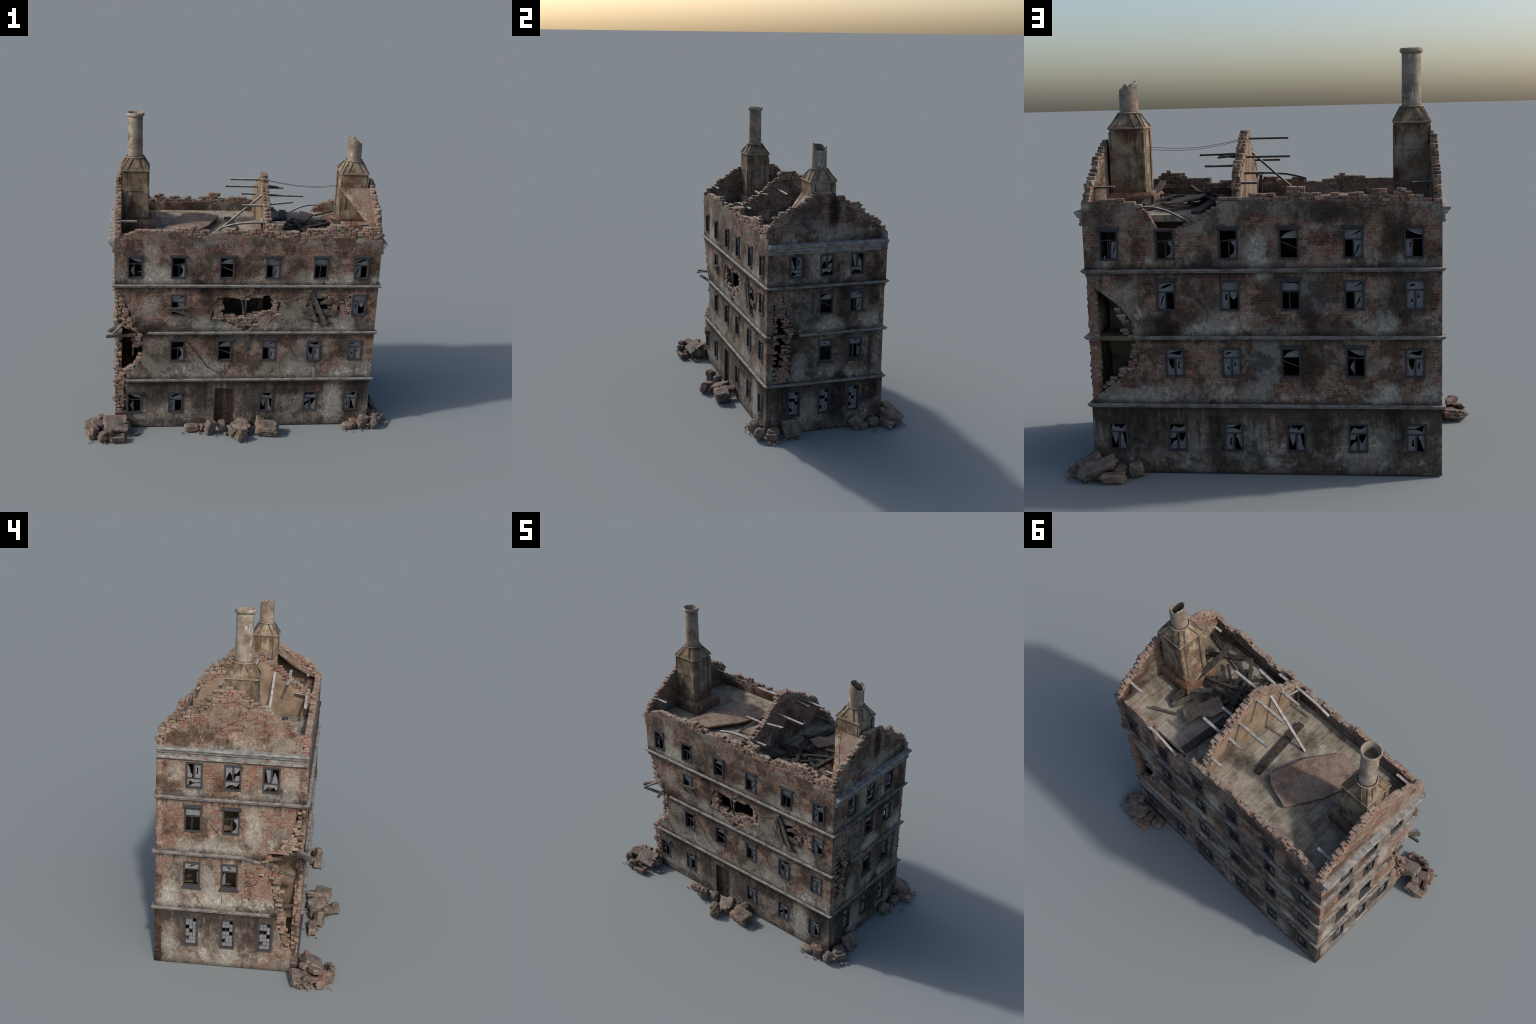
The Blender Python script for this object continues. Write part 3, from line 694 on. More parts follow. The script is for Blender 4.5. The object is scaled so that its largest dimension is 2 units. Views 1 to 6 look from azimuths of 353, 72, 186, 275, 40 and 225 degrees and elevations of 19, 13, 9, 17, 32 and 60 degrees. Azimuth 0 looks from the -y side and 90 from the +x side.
def belt(pts, close=False):
    me = sweep(dense(pts), BELTP, close)
    o = obj('belt_course', me, B, M_TRIM)
    return o
FLc, FRc, BRc, BLc = (LX, FY), (RX, FY), (RX, BY), (LX, BY)
z = BELT[2]
belt([(LX,FY,z,-1,-1),(RX,FY,z,1,-1),(RX,BY,z,1,1),(LX,BY,z,-1,1),(LX,FY + .0005,z,-1,-1)])
z = BELT[1]
belt([(-.61,FY,z,0,-1),(RX,FY,z,1,-1),(RX,-.345,z,1,0)])
belt([(RX,-.155,z,1,0),(RX,BY,z,1,1),(.80,BY,z,0,1)])
belt([(.615,BY,z,0,1),(LX,BY,z,-1,1),(LX,-.035,z,-1,0),(LX,-.14,.630,-1,0)])
z = BELT[0]
belt([(-.743,FY,z,0,-1),(RX,FY,z,1,-1),(RX,BY,z,1,1),(LX,BY,z,-1,1),(LX,-.205,z,-1,0)])
CORN = [(-.003,1.192),(.010,1.192),(.016,1.196),(.017,1.203),(.012,1.206),(.013,1.226),(.012,1.2275),(.023,1.231),(.026,1.238),(.029,1.240),(.034,1.247),(.0375,1.249),(.038,1.257),(.0365,1.2585),(-.003,1.261)]
for x, sx in ((LX, -1), (RX, 1)):
    pts = dense([(x, FY + .004, 0, sx, 0), (x, BY - .003, 0, sx, 0)], .04)
    obj('cornice', sweep(pts, CORN), B, M_CORNICE)

# ------------------------------------------------------------------ windows
U = {   # broken panes in window coordinates (u right, v up), polygons with optional holes
'I': dict(bars=[((0,.66),(1,.70)),((.42,0),(.42,.64)),((.0,.73),(1,.66))], sh=[[(.0,1),(1,1),(1,.76),(.6,.80),(.3,.9)],[(.40,.0),(.40,.56),(.28,.50),(.14,.32),(.30,.18)]]),
'A': dict(bars=[((0,.60),(1,.70)),((.54,0),(.54,.62))], sh=[[(.98,0),(.60,0),(.58,.06),(.80,.16),(.88,.32),(.84,.44),(.72,.52),(.66,.62),(.98,.66)]]),
'B': dict(bars=[((0,.58),(1,.34))], sh=[[(.02,.70),(.98,.70),(.98,1),(.55,.93),(.28,.86),(.06,.74)]]),
'C': dict(bars=[((0,.64),(1,.64)),((.50,0),(.50,.64))], sh=[[(0,.66),(1,.66),(1,1),(.9,.96),(.62,.86),(.38,.80),(.64,.82),(.95,.92),(.97,1),(0,1)],
      [(.53,0),(.60,.08),(.78,.24),(.90,.46),(.78,.40),(.66,.20),(.56,.10),(.53,.62),(1,.62),(1,0)]]),
'D': dict(bars=[((0,.64),(1,.64)),((.44,0),(.44,.64))], sh=[[(0,.68),(1,.68),(1,.92),(.7,.96),(.4,.95),(0,1)]]),
'E': dict(bars=[((0,.64),(1,.64)),((.46,0),(.46,.64))], sh=[[(0,.66),(1,.66),(1,1),(0,1)],[(0,0),(.44,0),(.44,.62),(0,.62)]],
      holes=[(0,[(.10,.80),(.35,.78),(.7,.88),(.96,.96),(.6,.95),(.3,.88)]),(1,[(.08,.10),(.16,.16),(.26,.34),(.36,.56),(.24,.46),(.14,.28)])]),
'Q': dict(bars=[((0,.68),(1,.70)),((.44,0),(.44,.64)),((.58,0),(.58,.66))], sh=[[(.60,0),(1,0),(1,.64),(.66,.62)],[(.1,.0),(.28,.0),(.22,.14)]], holes=[(0,[(.70,.14),(.80,.26),(.90,.54),(.80,.46),(.74,.30)])]),
'L': dict(bars=[((0,.64),(1,.64)),((.42,0),(.42,.64))], sh=[[(.0,1),(1,1),(1,.76),(.6,.82),(.3,.9)],[(0,0),(.40,0),(.40,.62),(0,.62)]], holes=[(1,[(.20,.36),(.34,.30),(.30,.44),(.40,.50),(.24,.50)])]),
'J': dict(bars=[((0,.68),(1,.68)),((.46,0),(.46,.68))], sh=[[(0,.70),(1,.70),(1,1),(0,1)],[(0,0),(.44,0),(.44,.66),(0,.66)],[(.48,.66),(.98,.66),(.90,.44),(.74,.34),(.58,.42)]], holes=[(1,[(.20,.34),(.34,.30),(.30,.48),(.40,.56),(.22,.52)])]),
'H': dict(bars=[((0,.68),(1,.68)),((.47,0),(.47,.68)),((.53,0),(.53,.68))], sh=[[(0,.70),(1,.70),(1,1),(0,1)],[(0,0),(.45,0),(.45,.66),(0,.66)],[(.55,0),(1,0),(1,.66),(.55,.66)]],
      holes=[(0,[(.10,.80),(.3,.82),(.56,.88),(.34,.90),(.2,.87)]),(1,[(.22,.24),(.38,.22),(.32,.32),(.38,.38),(.24,.34)]),(2,[(.64,.38),(.80,.40),(.70,.48),(.76,.58),(.66,.50)])]),
'G': dict(bars=[((0,.66),(1,.66)),((.47,0),(.47,.66)),((.53,0),(.53,.66))], sh=[[(0,.68),(1,.68),(1,1),(0,1)],[(0,0),(.45,0),(.45,.64),(.40,.30),(.30,.22),(.12,.44),(.10,.64),(0,.64)],[(.55,0),(1,0),(1,.64),(.55,.64)]],
      holes=[(0,[(.06,.80),(.3,.84),(.6,.78),(.86,.80),(.95,.96),(.6,.92),(.3,.90)]),(2,[(.66,.30),(.78,.22),(.74,.40),(.84,.56),(.70,.46)])]),
'F': dict(bars=[((0,.66),(1,.66)),((.47,0),(.47,.66)),((.53,0),(.53,.66))], sh=[[(0,.68),(1,.68),(1,.98),(.66,.76),(.5,.86),(.3,.82),(.10,.98)],[(.04,.64),(.45,.64),(.40,.40),(.28,.16),(.10,.42)],[(.55,0),(1,0),(.86,.22),(.74,.62),(.60,.60)]]),
'K': dict(bars=[((0,.66),(1,.66)),((.47,0),(.47,.66)),((.53,0),(.53,.66))], sh=[[(0,.68),(1,.68),(1,.98),(.8,.86),(.5,.82),(.25,.90),(.06,.76)],[(0,0),(.45,0),(.40,.34),(.22,.30),(0,.12)],[(.0,.40),(.3,.44),(.42,.64),(0,.64)],[(.55,0),(1,0),(1,.64),(.9,.44),(.72,.26),(.58,.42)]]),
'M': dict(bars=[((0,.64),(1,.64)),((.47,0),(.47,.64)),((.53,0),(.53,.64))], sh=[[(0,.66),(1,.66),(1,.98),(.84,.74),(.68,.80),(.40,.84),(0,.80)],[(0,.84),(.5,.88),(.9,1),(0,1)],[(0,0),(.45,0),(.45,.62),(0,.62)],[(1,0),(1,.60),(.70,.62),(.62,.52),(.76,.40),(.84,.2)]], holes=[(2,[(.22,.18),(.36,.16),(.32,.34),(.38,.48),(.26,.42)])]),
'O': dict(bars=[((0,.70),(1,.70))], sh=[[(0,.72),(1,.72),(1,1),(0,1)]], holes=[(0,[(.26,.78),(.5,.82),(.86,.94),(.5,.90)])]),
'P': dict(bars=[((0,.70),(1,.70))], sh=[[(0,.72),(1,.72),(1,1),(0,1)]], holes=[(0,[(.2,.92),(.45,.82),(.75,.78),(.5,.88)])]),
}
def make_window(fr, h, z0, z1, w, style, lintel, flip, sill, idx):
    rr = random.Random(500 + idx)
    g_ = Geo(); hw = w / 2
    fb = .0085
    bx = lambda h0, h1, a, b, d0=-.004, d1=.016: g_.box((h0, d0, a), (h1, d1, b), lambda p, q, r: fr(p, r, q))
    bx(h - hw, h - hw + fb, z0, z1); bx(h + hw - fb, h + hw, z0, z1)
    bx(h - hw + fb, h + hw - fb, z0, z0 + fb, -.005); bx(h - hw + fb, h + hw - fb, z1 - fb, z1)
    if lintel:
        bx(h - hw - .008, h + hw + .008, z1 - .002, z1 + .0125, -.011, .003)
        bx(h - hw - .003, h + hw + .003, z1 - .006, z1 - .002, -.0075, .003)
    if sill:
        bx(h - hw - .008, h + hw + .008, z0 - .014, z0 - .006, -.010, .003)
        bx(h - hw - .002, h + hw + .002, z0 - .006, z0 + .001, -.006, .003)
    u0, v0, u1, v1 = h - hw + fb, z0 + fb, h + hw - fb, z1 - fb
    # left to right as seen from outside
    mir = fr in (left, back)
    def uv(p):
        u, v = p
        if flip: u, v = 1 - u, 1 - v
        if mir: u = 1 - u
        return (u0 + u * (u1 - u0), v0 + v * (v1 - v0))
    panes = empty_mesh = None
    gl = Geo()
    if style == 'S':
        # factory glazing: 3 x 7 small panes, some missing
        bx(u0, u0 + .004, v0, v1, .002, .012); bx(u1 - .004, u1, v0, v1, .002, .012)
        cols = 3; rows = 7; ph = (v1 - v0 - .004) / rows; pw = (u1 - u0 - .008) / cols
        gone = {(6, 2), (4, 0), (3, 1), (1, 0)} if h > .2 else {(6, 2), (4, 0), (4, 1), (3, 2), (1, 0)}
        for r in range(rows):
            nc = 2 if r == 0 else 3
            pw = (u1 - u0 - .008) / nc
            for c in range(nc):
                a = u0 + .004 + c * pw; b = v0 + .002 + r * ph
                cc = (nc - 1 - c) if mir else c
                if (r, cc) in gone: continue
                dd = .010 + rr.uniform(-.001, .001)
                gl.box((a + .0008, dd, b + .0008), (a + pw - .0008, dd + .002, b + ph - .0008), lambda p, q, r_: fr(p, r_, q))
        for r in range(1, rows):
            bx(u0, u1, v0 + .002 + r * ph - .0006, v0 + .002 + r * ph + .0006, .009, .0135)
        for c in range(1, 3):
            a = u0 + .004 + c * (u1 - u0 - .008) / 3
            bx(a - .0006, a + .0006, v0 + ph, v1, .0085, .0138)
    else:
        S = U[style]
        for k, ((a, b), (c, d)) in enumerate(S['bars']):
            p, q = Vector(uv((a, b))), Vector(uv((c, d)))
            t = (q - p).normalized(); nrm = Vector((-t.y, t.x)) * .0022
            vs = []
            for dd in (.003 + k * .0004, .0125):
                for pt in (p - nrm, q - nrm, q + nrm, p + nrm): vs.append(fr(pt.x, pt.y, dd))
            g_.add(vs, [(0,1,2,3),(4,7,6,5),(0,4,5,1),(1,5,6,2),(2,6,7,3),(3,7,4,0)])
        holes = dict((i, []) for i in range(len(S['sh'])))
        for i, hp in S.get('holes', []): holes[i].append(hp)
        for i, sp in enumerate(S['sh']):
            jit = lambda p: (min(max(p[0] + (rr.uniform(-.02, .02) if 0.02 < p[0] < .98 else 0), 0), 1), min(max(p[1] + (rr.uniform(-.015, .015) if .02 < p[1] < .98 else 0), 0), 1))
            loops = [[uv(p) for p in sp]] + [[uv(jit(p)) for p in hp] for hp in holes[i]]
            me = plate(loops, .0016)
            gl.add([fr(v.co.x, v.co.y, .009 + v.co.z) for v in me.vertices], [tuple(p.vertices) for p in me.polygons])
            bpy.data.meshes.remove(me)
        if style in 'OP':
            # open casement, hinged at one side and turned inwards
            side = (style == 'O')
            hx = 1.0 if side else 0.0
            a, b = uv((hx, 0.02)), uv((hx, .68))
            sgn = -1 if a[0] > h else 1
            cas = lambda s, zz, d: fr(a[0] + sgn * (s * .45), zz, .010 + s * .55 + d)
            L = .036
            for s0, s1, za, zb in ((0, .003, a[1], b[1]), (L - .003, L, a[1], b[1]), (.003, L - .003, a[1], a[1] + .004), (.003, L - .003, b[1] - .004, b[1])):
                g_.add([cas(s0, za, 0), cas(s1, za, 0), cas(s1, zb, 0), cas(s0, zb, 0), cas(s0, za, .004), cas(s1, za, .004), cas(s1, zb, .004), cas(s0, zb, .004)],
                       [(0,1,2,3),(4,7,6,5),(0,4,5,1),(1,5,6,2),(2,6,7,3),(3,7,4,0)])
            gl.add([cas(.003, a[1] + .004, .001), cas(L - .003, a[1] + .004, .001), cas(L - .003, b[1] - .004, .001), cas(.003, b[1] - .03, .001),
                    cas(.003, a[1] + .004, .0025), cas(L - .003, a[1] + .004, .0025), cas(L - .003, b[1] - .004, .0025), cas(.003, b[1] - .03, .0025)],
                   [(0,1,2,3),(4,7,6,5),(0,4,5,1),(1,5,6,2),(2,6,7,3),(3,7,4,0)])
    f = obj('window_frame', g_.mesh(), B, M_FRAME)
    if gl.v:
        obj('window_glass', gl.mesh(), f, M_GLASS)
for i, wd in enumerate(WIN): make_window(*wd, i)

# ------------------------------------------------------------------ door
g_ = Geo()
bx = lambda h0, h1, a, b, d0, d1: g_.box((h0, d0, a), (h1, d1, b), lambda p, q, r: front(p, r, q))
bx(DOOR[0], DOOR[0] + .007, .006, DOOR[3], -.002, .026); bx(DOOR[1] - .007, DOOR[1], .006, DOOR[3], -.002, .026); bx(DOOR[0] + .007, DOOR[1] - .007, DOOR[3] - .007, DOOR[3], -.002, .026)
df = obj('door_frame', g_.mesh(), B, M_DOOR)
g_ = Geo()
D0, D1 = DOOR[0] + .008, DOOR[1] - .008
bx(D0, D1, .012, DOOR[3] - .009, .016, .022)
for a, b, c, d in ((D0, D0 + .016, .012, .267), (D1 - .016, D1, .012, .267), (D0 + .016, D1 - .016, .012, .035), (D0 + .016, D1 - .016, .085, .11), (D0 + .016, D1 - .016, .245, .267)):
    bx(a, b, c, d, .0115, .0165)
bx(D0 + .028, D1 - .028, .045, .075, .0135, .0165); bx(D0 + .028, D1 - .028, .12, .235, .0135, .0165)
obj('door_leaf', g_.mesh(), df, M_DOOR)

# ------------------------------------------------------------------ floors and inner walls
g_ = Geo()
for zt in (.335, .66, .975):
    # the corner bay of the middle floor has fallen
    c = .10 if zt == .66 else .012
    me = plate([[(LX + .045, FY + .042 + c * 1.25), (LX + .045 + c * .25, FY + .042 + c * .8), (LX + .045 + c * .55, FY + .042 + c * .7), (LX + .045 + c, FY + .042), (RX - .042, FY + .042), (RX - .042, BY - .042), (LX + .045, BY - .042)]], .022)
    g_.add_mesh(me, Matrix.Translation((0, 0, zt - .011)))
obj('storey_floor', g_.mesh(), B, M_INSIDE)
g_ = Geo()
g_.box((LX + .041, FY + .041, FLOOR - .032), (PX0 + .002, BY - .041, FLOOR)); g_.box((PX0 + .002, FY + .041, FLOOR - .032), (RX - .041, BY - .041, FLOOR - .001))
obj('attic_floor', g_.mesh(), B, M_FLOOR)
g_ = Geo()
for (x0, x1, y0, y1) in ((.105, .135, FY + .20, BY - .20), (LX + .17, LX + .185, FY + .042, BY - .042), (LX + .19, RX - .05, FY + .30, FY + .315), (LX + .05, LX + .165, .10, .115), (.30, .78, BY - .20, BY - .185), (.63, .645, FY + .20, BY - .21)):
    for a, b in ((.006, .312), (.337, .637), (.662, .952), (.977, 1.202)):
        g_.box((x0, y0, a), (x1, y1, b))
obj('inner_wall', g_.mesh(), B, M_INSIDE)
# interior backs of the outer walls so that the breaches look into rooms
# ------------------------------------------------------------------ chimneys
def ring_loft(rings, cap0=True, cap1=True):
    g2 = Geo(); n = len(rings[0]); vs = [v for r in rings for v in r]; fs = []
    for i in range(len(rings) - 1):
        for k in range(n):
            fs.append((i*n + k, i*n + (k+1) % n, (i+1)*n + (k+1) % n, (i+1)*n + k))
    if cap0: fs.append(tuple(range(n))[::-1])
    if cap1: fs.append(tuple(range((len(rings)-1)*n, len(rings)*n)))
    g2.add([Vector(v) for v in vs], fs); return g2

def sq(cx, cy, a, z, n=48, round_=0.):
    """square ring of half size a; round_ blends to a circle of radius a"""
    out = []
    for k in range(n):
        t = 2 * math.pi * (k + .5) / n
        c, s = math.cos(t), math.sin(t)
        m = max(abs(c), abs(s))
        rad = a / m * (1 - round_) + a * round_
        out.append((cx + c * rad, cy + s * rad, z))
    return out
def torus(cx, cy, r, z, tube, n=48, m=10, jit=0):
    g2 = Geo(); vs = []; fs = []
    for i in range(n):
        t = 2 * math.pi * i / n
        for k in range(m):
            p = 2 * math.pi * k / m
            rr = r + tube * math.cos(p)
            vs.append(Vector((cx + rr * math.cos(t), cy + rr * math.sin(t), z + tube * math.sin(p) + jit * noise.noise(Vector((math.cos(t) * 2, math.sin(t) * 2, z))))))
    for i in range(n):
        for k in range(m):
            fs.append((i*m + k, ((i+1) % n)*m + k, ((i+1) % n)*m + (k+1) % m, i*m + (k+1) % m))
    g2.add(vs, fs); return g2

def beam_geo(g2, pts, w, h, side=None, twist=0):
    """timber of section w x h along a polyline"""
    pts = [Vector(p) for p in pts]; vs = []; fs = []
    for i, p in enumerate(pts):
        d = (pts[min(i + 1, len(pts) - 1)] - pts[max(i - 1, 0)]).normalized()
        s = Vector(side) if side else d.cross(Vector((0, 0, 1)))
        if s.length < 1e-3: s = Vector((0, 1, 0))
        s = (s - d * s.dot(d)).normalized(); u = s.cross(d).normalized()
        if u.z < 0: u = -u
        for a, b in ((-1, -1), (1, -1), (1, 1), (-1, 1)):
            vs.append(p + s * a * w / 2 + u * b * h / 2)
    for i in range(len(pts) - 1):
        for k in range(4):
            fs.append((i*4 + k, i*4 + (k+1) % 4, (i+1)*4 + (k+1) % 4, (i+1)*4 + k))
    fs.append((3, 2, 1, 0)); n = (len(pts) - 1) * 4; fs.append((n, n+1, n+2, n+3))
    g2.add(vs, fs)

def bevel_mesh(me, off=.001, seg=1):
    bm = bmesh.new(); bm.from_mesh(me)
    bmesh.ops.bevel(bm, geom=[e for e in bm.edges if e.calc_face_angle(0) > .6], offset=off, segments=seg, affect='EDGES')
    bm.to_mesh(me); bm.free(); return me

def chimney(cx, cy, tall):
    C = empty('chimney', B)
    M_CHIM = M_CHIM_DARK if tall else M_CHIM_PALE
    a = .0845
    # shaft
    g2 = ring_loft([sq(cx, cy, a, FLOOR - .002), sq(cx, cy, a, 1.622)])
    obj('chimney_shaft', g2.mesh(), C, M_CHIM)
    # plinth
    inw = 1 if tall else -1
    def pl(e, z_): return [(cx + (sx * .108 if sx * inw < 0 else sx * .134) - sx * e, cy + sy * (.115 - e), z_) for sx, sy in ((-1, -1), (1, -1), (1, 1), (-1, 1))]
    g2 = ring_loft([pl(0, FLOOR - .001), pl(-.001, 1.262), pl(.0, 1.290), pl(.005, 1.301), pl(.022, 1.313), pl(.0245, 1.3145)])
    obj('chimney_plinth', g2.mesh(), C, M_CHIM)
    # raised strips that leave sunken panels
    g2 = Geo()
    e = .0035
    for ax, sg in ((0, 1), (0, -1), (1, 1), (1, -1)):
        def fr(u, z_, d):
            return Vector((cx + sg * (a + d), cy + u, z_)) if ax == 0 else Vector((cx + u, cy + sg * (a + d), z_))
        bb = lambda u0, u1, z0, z1, d: g2.box((u0, z0, -.002), (u1, z1, d), fr)
        if ax == 0:
            bb(-a + .001, -.058, 1.304, 1.612, e); bb(.058, a - .001, 1.304, 1.612, e)
        else:
            bb(-a + .001, -.053, 1.33, 1.522, e); bb(.053, a - .001, 1.33, 1.522, e); bb(-.053, .053, 1.50, 1.522, e); bb(-.053, .053, 1.33, 1.39, e)
    obj('chimney_panel', g2.mesh(), C, M_CHIM)
    g2 = Geo()
    for sg in (1, -1):
        for u in (-.054, .054):
            g2.box((cx + sg * (a - .001) if sg > 0 else cx - a - .004, cy + u - .0035, 1.304), (cx + a + .004 if sg > 0 else cx - a + .001, cy + u + .0035, 1.615))
        for zz in (1.39, 1.50):
            g2.box((cx + sg * a - .0012, cy - .05, zz), (cx + sg * a + .0012, cy + .05, zz + .003))
    obj('metal_strap', g2.mesh(), C, M_STRAP)
    # hipped cap
    n = 48
    rings = [sq(cx, cy, a + .001, 1.618), sq(cx, cy, a + .0035, 1.627), sq(cx, cy, a + .003, 1.634)]
    for k in range(1, 7):
        t = k / 6
        rings.append(sq(cx, cy, a + .002 - t * (a + .002 - .053), 1.634 + t * .064, round_=t ** 1.6))
    o = obj('chimney_cap', ring_loft(rings).mesh(), C, M_CHIM)
    # square eave moulding
    g2 = Geo()
    prof = [(.002, 1.624), (.0062, 1.6255), (.0066, 1.6325), (.002, 1.634)]
    c4 = [(cx - a, cy - a, 0, -1, -1), (cx + a, cy - a, 0, 1, -1), (cx + a, cy + a, 0, 1, 1), (cx - a, cy + a, 0, -1, 1)]
    obj('cap_moulding', sweep(c4, prof, True), C, M_WOODTRIM)
    # slanting ribs, two per face
    g2 = Geo()
    for q in range(4):
        ang = q * math.pi / 2
        ca, sa = math.cos(ang), math.sin(ang)
        ends = [((a + .003, -.050), (.0525, -.014)), ((a + .003, .050), (.0525, .014)), ((a + .002, -a - .001), (.039, -.038))]
        for (o1, s1), (o2, s2) in ends:
            p0 = Vector((cx + ca * o1 - sa * s1, cy + sa * o1 + ca * s1, 1.634)); p1 = Vector((cx + ca * o2 - sa * s2, cy + sa * o2 + ca * s2, 1.699))
            out = Vector((ca, sa, .9)) * .0012
            beam_geo(g2, [p0 + out, p0.lerp(p1, .5) + out * 1.5, p1 + out], .0042, .004)
    obj('cap_rib', g2.mesh(), C, M_CHIM if tall else M_STRAP)
    obj('pot_collar', torus(cx, cy, .0545, 1.702, .0045, jit=.002).mesh(), C, M_WOODTRIM, smooth=True)
    # pot
    n = 64; ro, ri = .0455, .0385
    def topz(t):
        if tall: return 1.957
        c = math.cos(t); s = math.sin(t)
        z_ = 1.832 - .020 * c
        z_ += .014 * math.exp(-((c + .62) ** 2 + (s + .78) ** 2) / .12) + .012 * math.exp(-((c - .1) ** 2 + (s - 1.0) ** 2) / .12)
        z_ += .010 * math.exp(-((c - .05) ** 2 + (s + 1.) ** 2) / .12) - .012 * math.exp(-((c + .35) ** 2 + (s - .9) ** 2) / .06)
        z_ += .003 * noise.noise(Vector((c * 4, s * 4, 0))) + .0015 * noise.noise(Vector((c * 11, s * 11, 3)))
        return z_
    rings = []
    def ring(r, zf): return [(cx + r * math.cos(2*math.pi*k/n) * (1 + .012 * noise.noise(Vector((math.cos(2*math.pi*k/n), math.sin(2*math.pi*k/n), zf(2*math.pi*k/n) * 9)))), cy + r * math.sin(2*math.pi*k/n), zf(2*math.pi*k/n)) for k in range(n)]
    ss = [i / 9 for i in range(10)]
    for s_ in ss: rings.append(ring(ro + .001 - .001 * s_, lambda t, s_=s_: 1.690 + (topz(t) - 1.690) * s_))
    rings.append(ring((ro + ri) / 2, lambda t: topz(t) + .002))
    for s_ in reversed(ss[7:] if tall else ss[2:]): rings.append(ring(ri, lambda t, s_=s_: 1.690 + (topz(t) - 1.690) * s_))
    obj('chimney_pot', ring_loft(rings).mesh(), C, M_POT, smooth=True)
    if tall:
        rim = [(.0455, 1.954), (.050, 1.955), (.0545, 1.959), (.0558, 1.966), (.0545, 1.973), (.051, 1.978), (.047, 1.976), (.0425, 1.970), (.040, 1.960), (.039, 1.94)]
        rr = [ring(r, lambda t, z_=z_: z_ + .0015 * noise.noise(Vector((math.cos(t) * 3, math.sin(t) * 3, 1)))) for r, z_ in rim]
        obj('pot_rim', ring_loft(rr, False, False).mesh(), C, M_POT, smooth=True)
    return C
chimney(-.692, .003, True)
chimney(.698, .006, False)

# sloping remnant of roof wall that leans on the short chimney
def slab_geo(poly, thick, zf, rough_amp=.003, seed=0, cuts=3):
    me = plate([rough(poly, .02, rough_amp, seed)], thick)
    bm = bmesh.new(); bm.from_mesh(me)
    bmesh.ops.remove_doubles(bm, verts=bm.verts, dist=1e-5)
    bmesh.ops.triangulate(bm, faces=bm.faces)
    for _ in range(cuts):
        long = [e for e in bm.edges if e.calc_length() > .03]
        if not long: break
        bmesh.ops.subdivide_edges(bm, edges=long, cuts=1)
        bmesh.ops.triangulate(bm, faces=bm.faces)
    for v in bm.verts:
        top = v.co.z > 0
        z_ = zf(v.co.x, v.co.y)
        q = noise.noise(Vector((v.co.x * 30, v.co.y * 30, seed + top)))
        v.co.z = z_ + (thick if top else 0) + q * .002
    bmesh.ops.recalc_face_normals(bm, faces=bm.faces)
    bm.to_mesh(me); bm.free(); return me
ch = [(.612,-.075),(.797,-.075),(.797,-.345),(.775,-.325),(.715,-.215),(.64,-.115)]
chz = lambda x, y: 1.518 + (y + .08) * .74 - .02 * math.sin(max(0, min(1, (-.08 - y) / .25)) * math.pi) + .003 * noise.noise(Vector((x * 25, y * 25, 2)))
me = slab_geo(ch, .018, chz, seed=31, cuts=5)
obj('leaning_brick_slab', me, B, M_SLAB2)
lip = [(.612,-.075),(.638,-.115),(.713,-.215),(.773,-.327),(.797,-.347),(.797,-.316),(.752,-.225),(.705,-.165),(.668,-.10),(.66,-.075)]
obj('plaster_lip', slab_geo(lip, .006, lambda x, y: chz(x, y) + .0155, .004, seed=37, cuts=4), B, M_CHIM)
big = [(-.148,.156),(-.19,.04),(-.225,-.05),(-.273,-.117),(-.345,-.225),(-.42,-.22),(-.50,-.205),(-.545,-.195),(-.46,.06),(-.40,.16),(-.352,.248),(-.26,.221),(-.194,.196)]
def bigz(x, y):
    t = (x + .53) / .38
    return FLOOR + .003 + .016 * max(0, t) + .012 * math.sin(max(0, min(1, t)) * math.pi) * (1 - abs(y) * 1.5)
obj('fallen_brick_slab', slab_geo(big, .016, bigz, seed=32), B, M_SLAB)
def plane3(p, q, r):
    n_ = (Vector(q) - Vector(p)).cross(Vector(r) - Vector(p))
    return lambda x, y: p[2] - (n_.x * (x - p[0]) + n_.y * (y - p[1])) / n_.z
s2 = [(.416,.014),(.316,.049),(.335,.13),(.40,.18),(.411,.262),(.445,.25),(.50,.215),(.46,.13)]
obj('fallen_brick_slab', slab_geo(s2, .012, lambda x, y: plane3((.416,.014,1.278),(.316,.049,1.286),(.49,.206,1.262))(x, y), seed=33), B, M_SLAB)

# ------------------------------------------------------------------ timbers
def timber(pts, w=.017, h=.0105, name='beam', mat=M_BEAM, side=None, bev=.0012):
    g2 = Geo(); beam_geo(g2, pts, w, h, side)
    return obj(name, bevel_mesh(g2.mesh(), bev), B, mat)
PL, PR = .11, .135
for tip in ((-.092,-.002,1.564),(-.11,.133,1.481),(.007,.213,1.409),(.025,.351,1.373),(-.03,-.191,1.447)):
    timber([(PL, tip[1], tip[2]), tip])
for tip, dz in (((.286,.235,1.446),0),((.367,-.088,1.483),.004),((.286,-.193,1.474),-.018),((.235,-.302,1.372),0),((.24,.13,1.48),.01)):
    timber([(PR, tip[1], tip[2] + dz), tip])
timber([(.11,-.307,1.372),(.03,-.307,1.3725),(-.05,-.3075,1.366),(-.11,-.308,1.354),(-.154,-.308,1.341)])
timber([(.105,-.106,1.492),(-.178,-.095,1.239)], .016, .010)
timber([(.085,-.302,1.24),(.085,-.302,1.366)], .014, .016)
timber([(.08,-.302,1.366),(.094,-.23,1.372)], .013, .013)
for x0, x1, y, zz in ((.80,.699,-.283,1.358),(.80,.70,.332,1.362),(-.777,-.678,-.285,1.364),(-.777,-.68,.330,1.362)):
    timber([(x0, y, zz), (x1, y, zz)])
timber([(.58,.428,1.268),(.54,.427,1.2755),(.49,.426,1.272),(.44,.425,1.258),(.39,.424,1.234),(.352,.422,1.212),(.336,.421,1.2)], .016, .009)
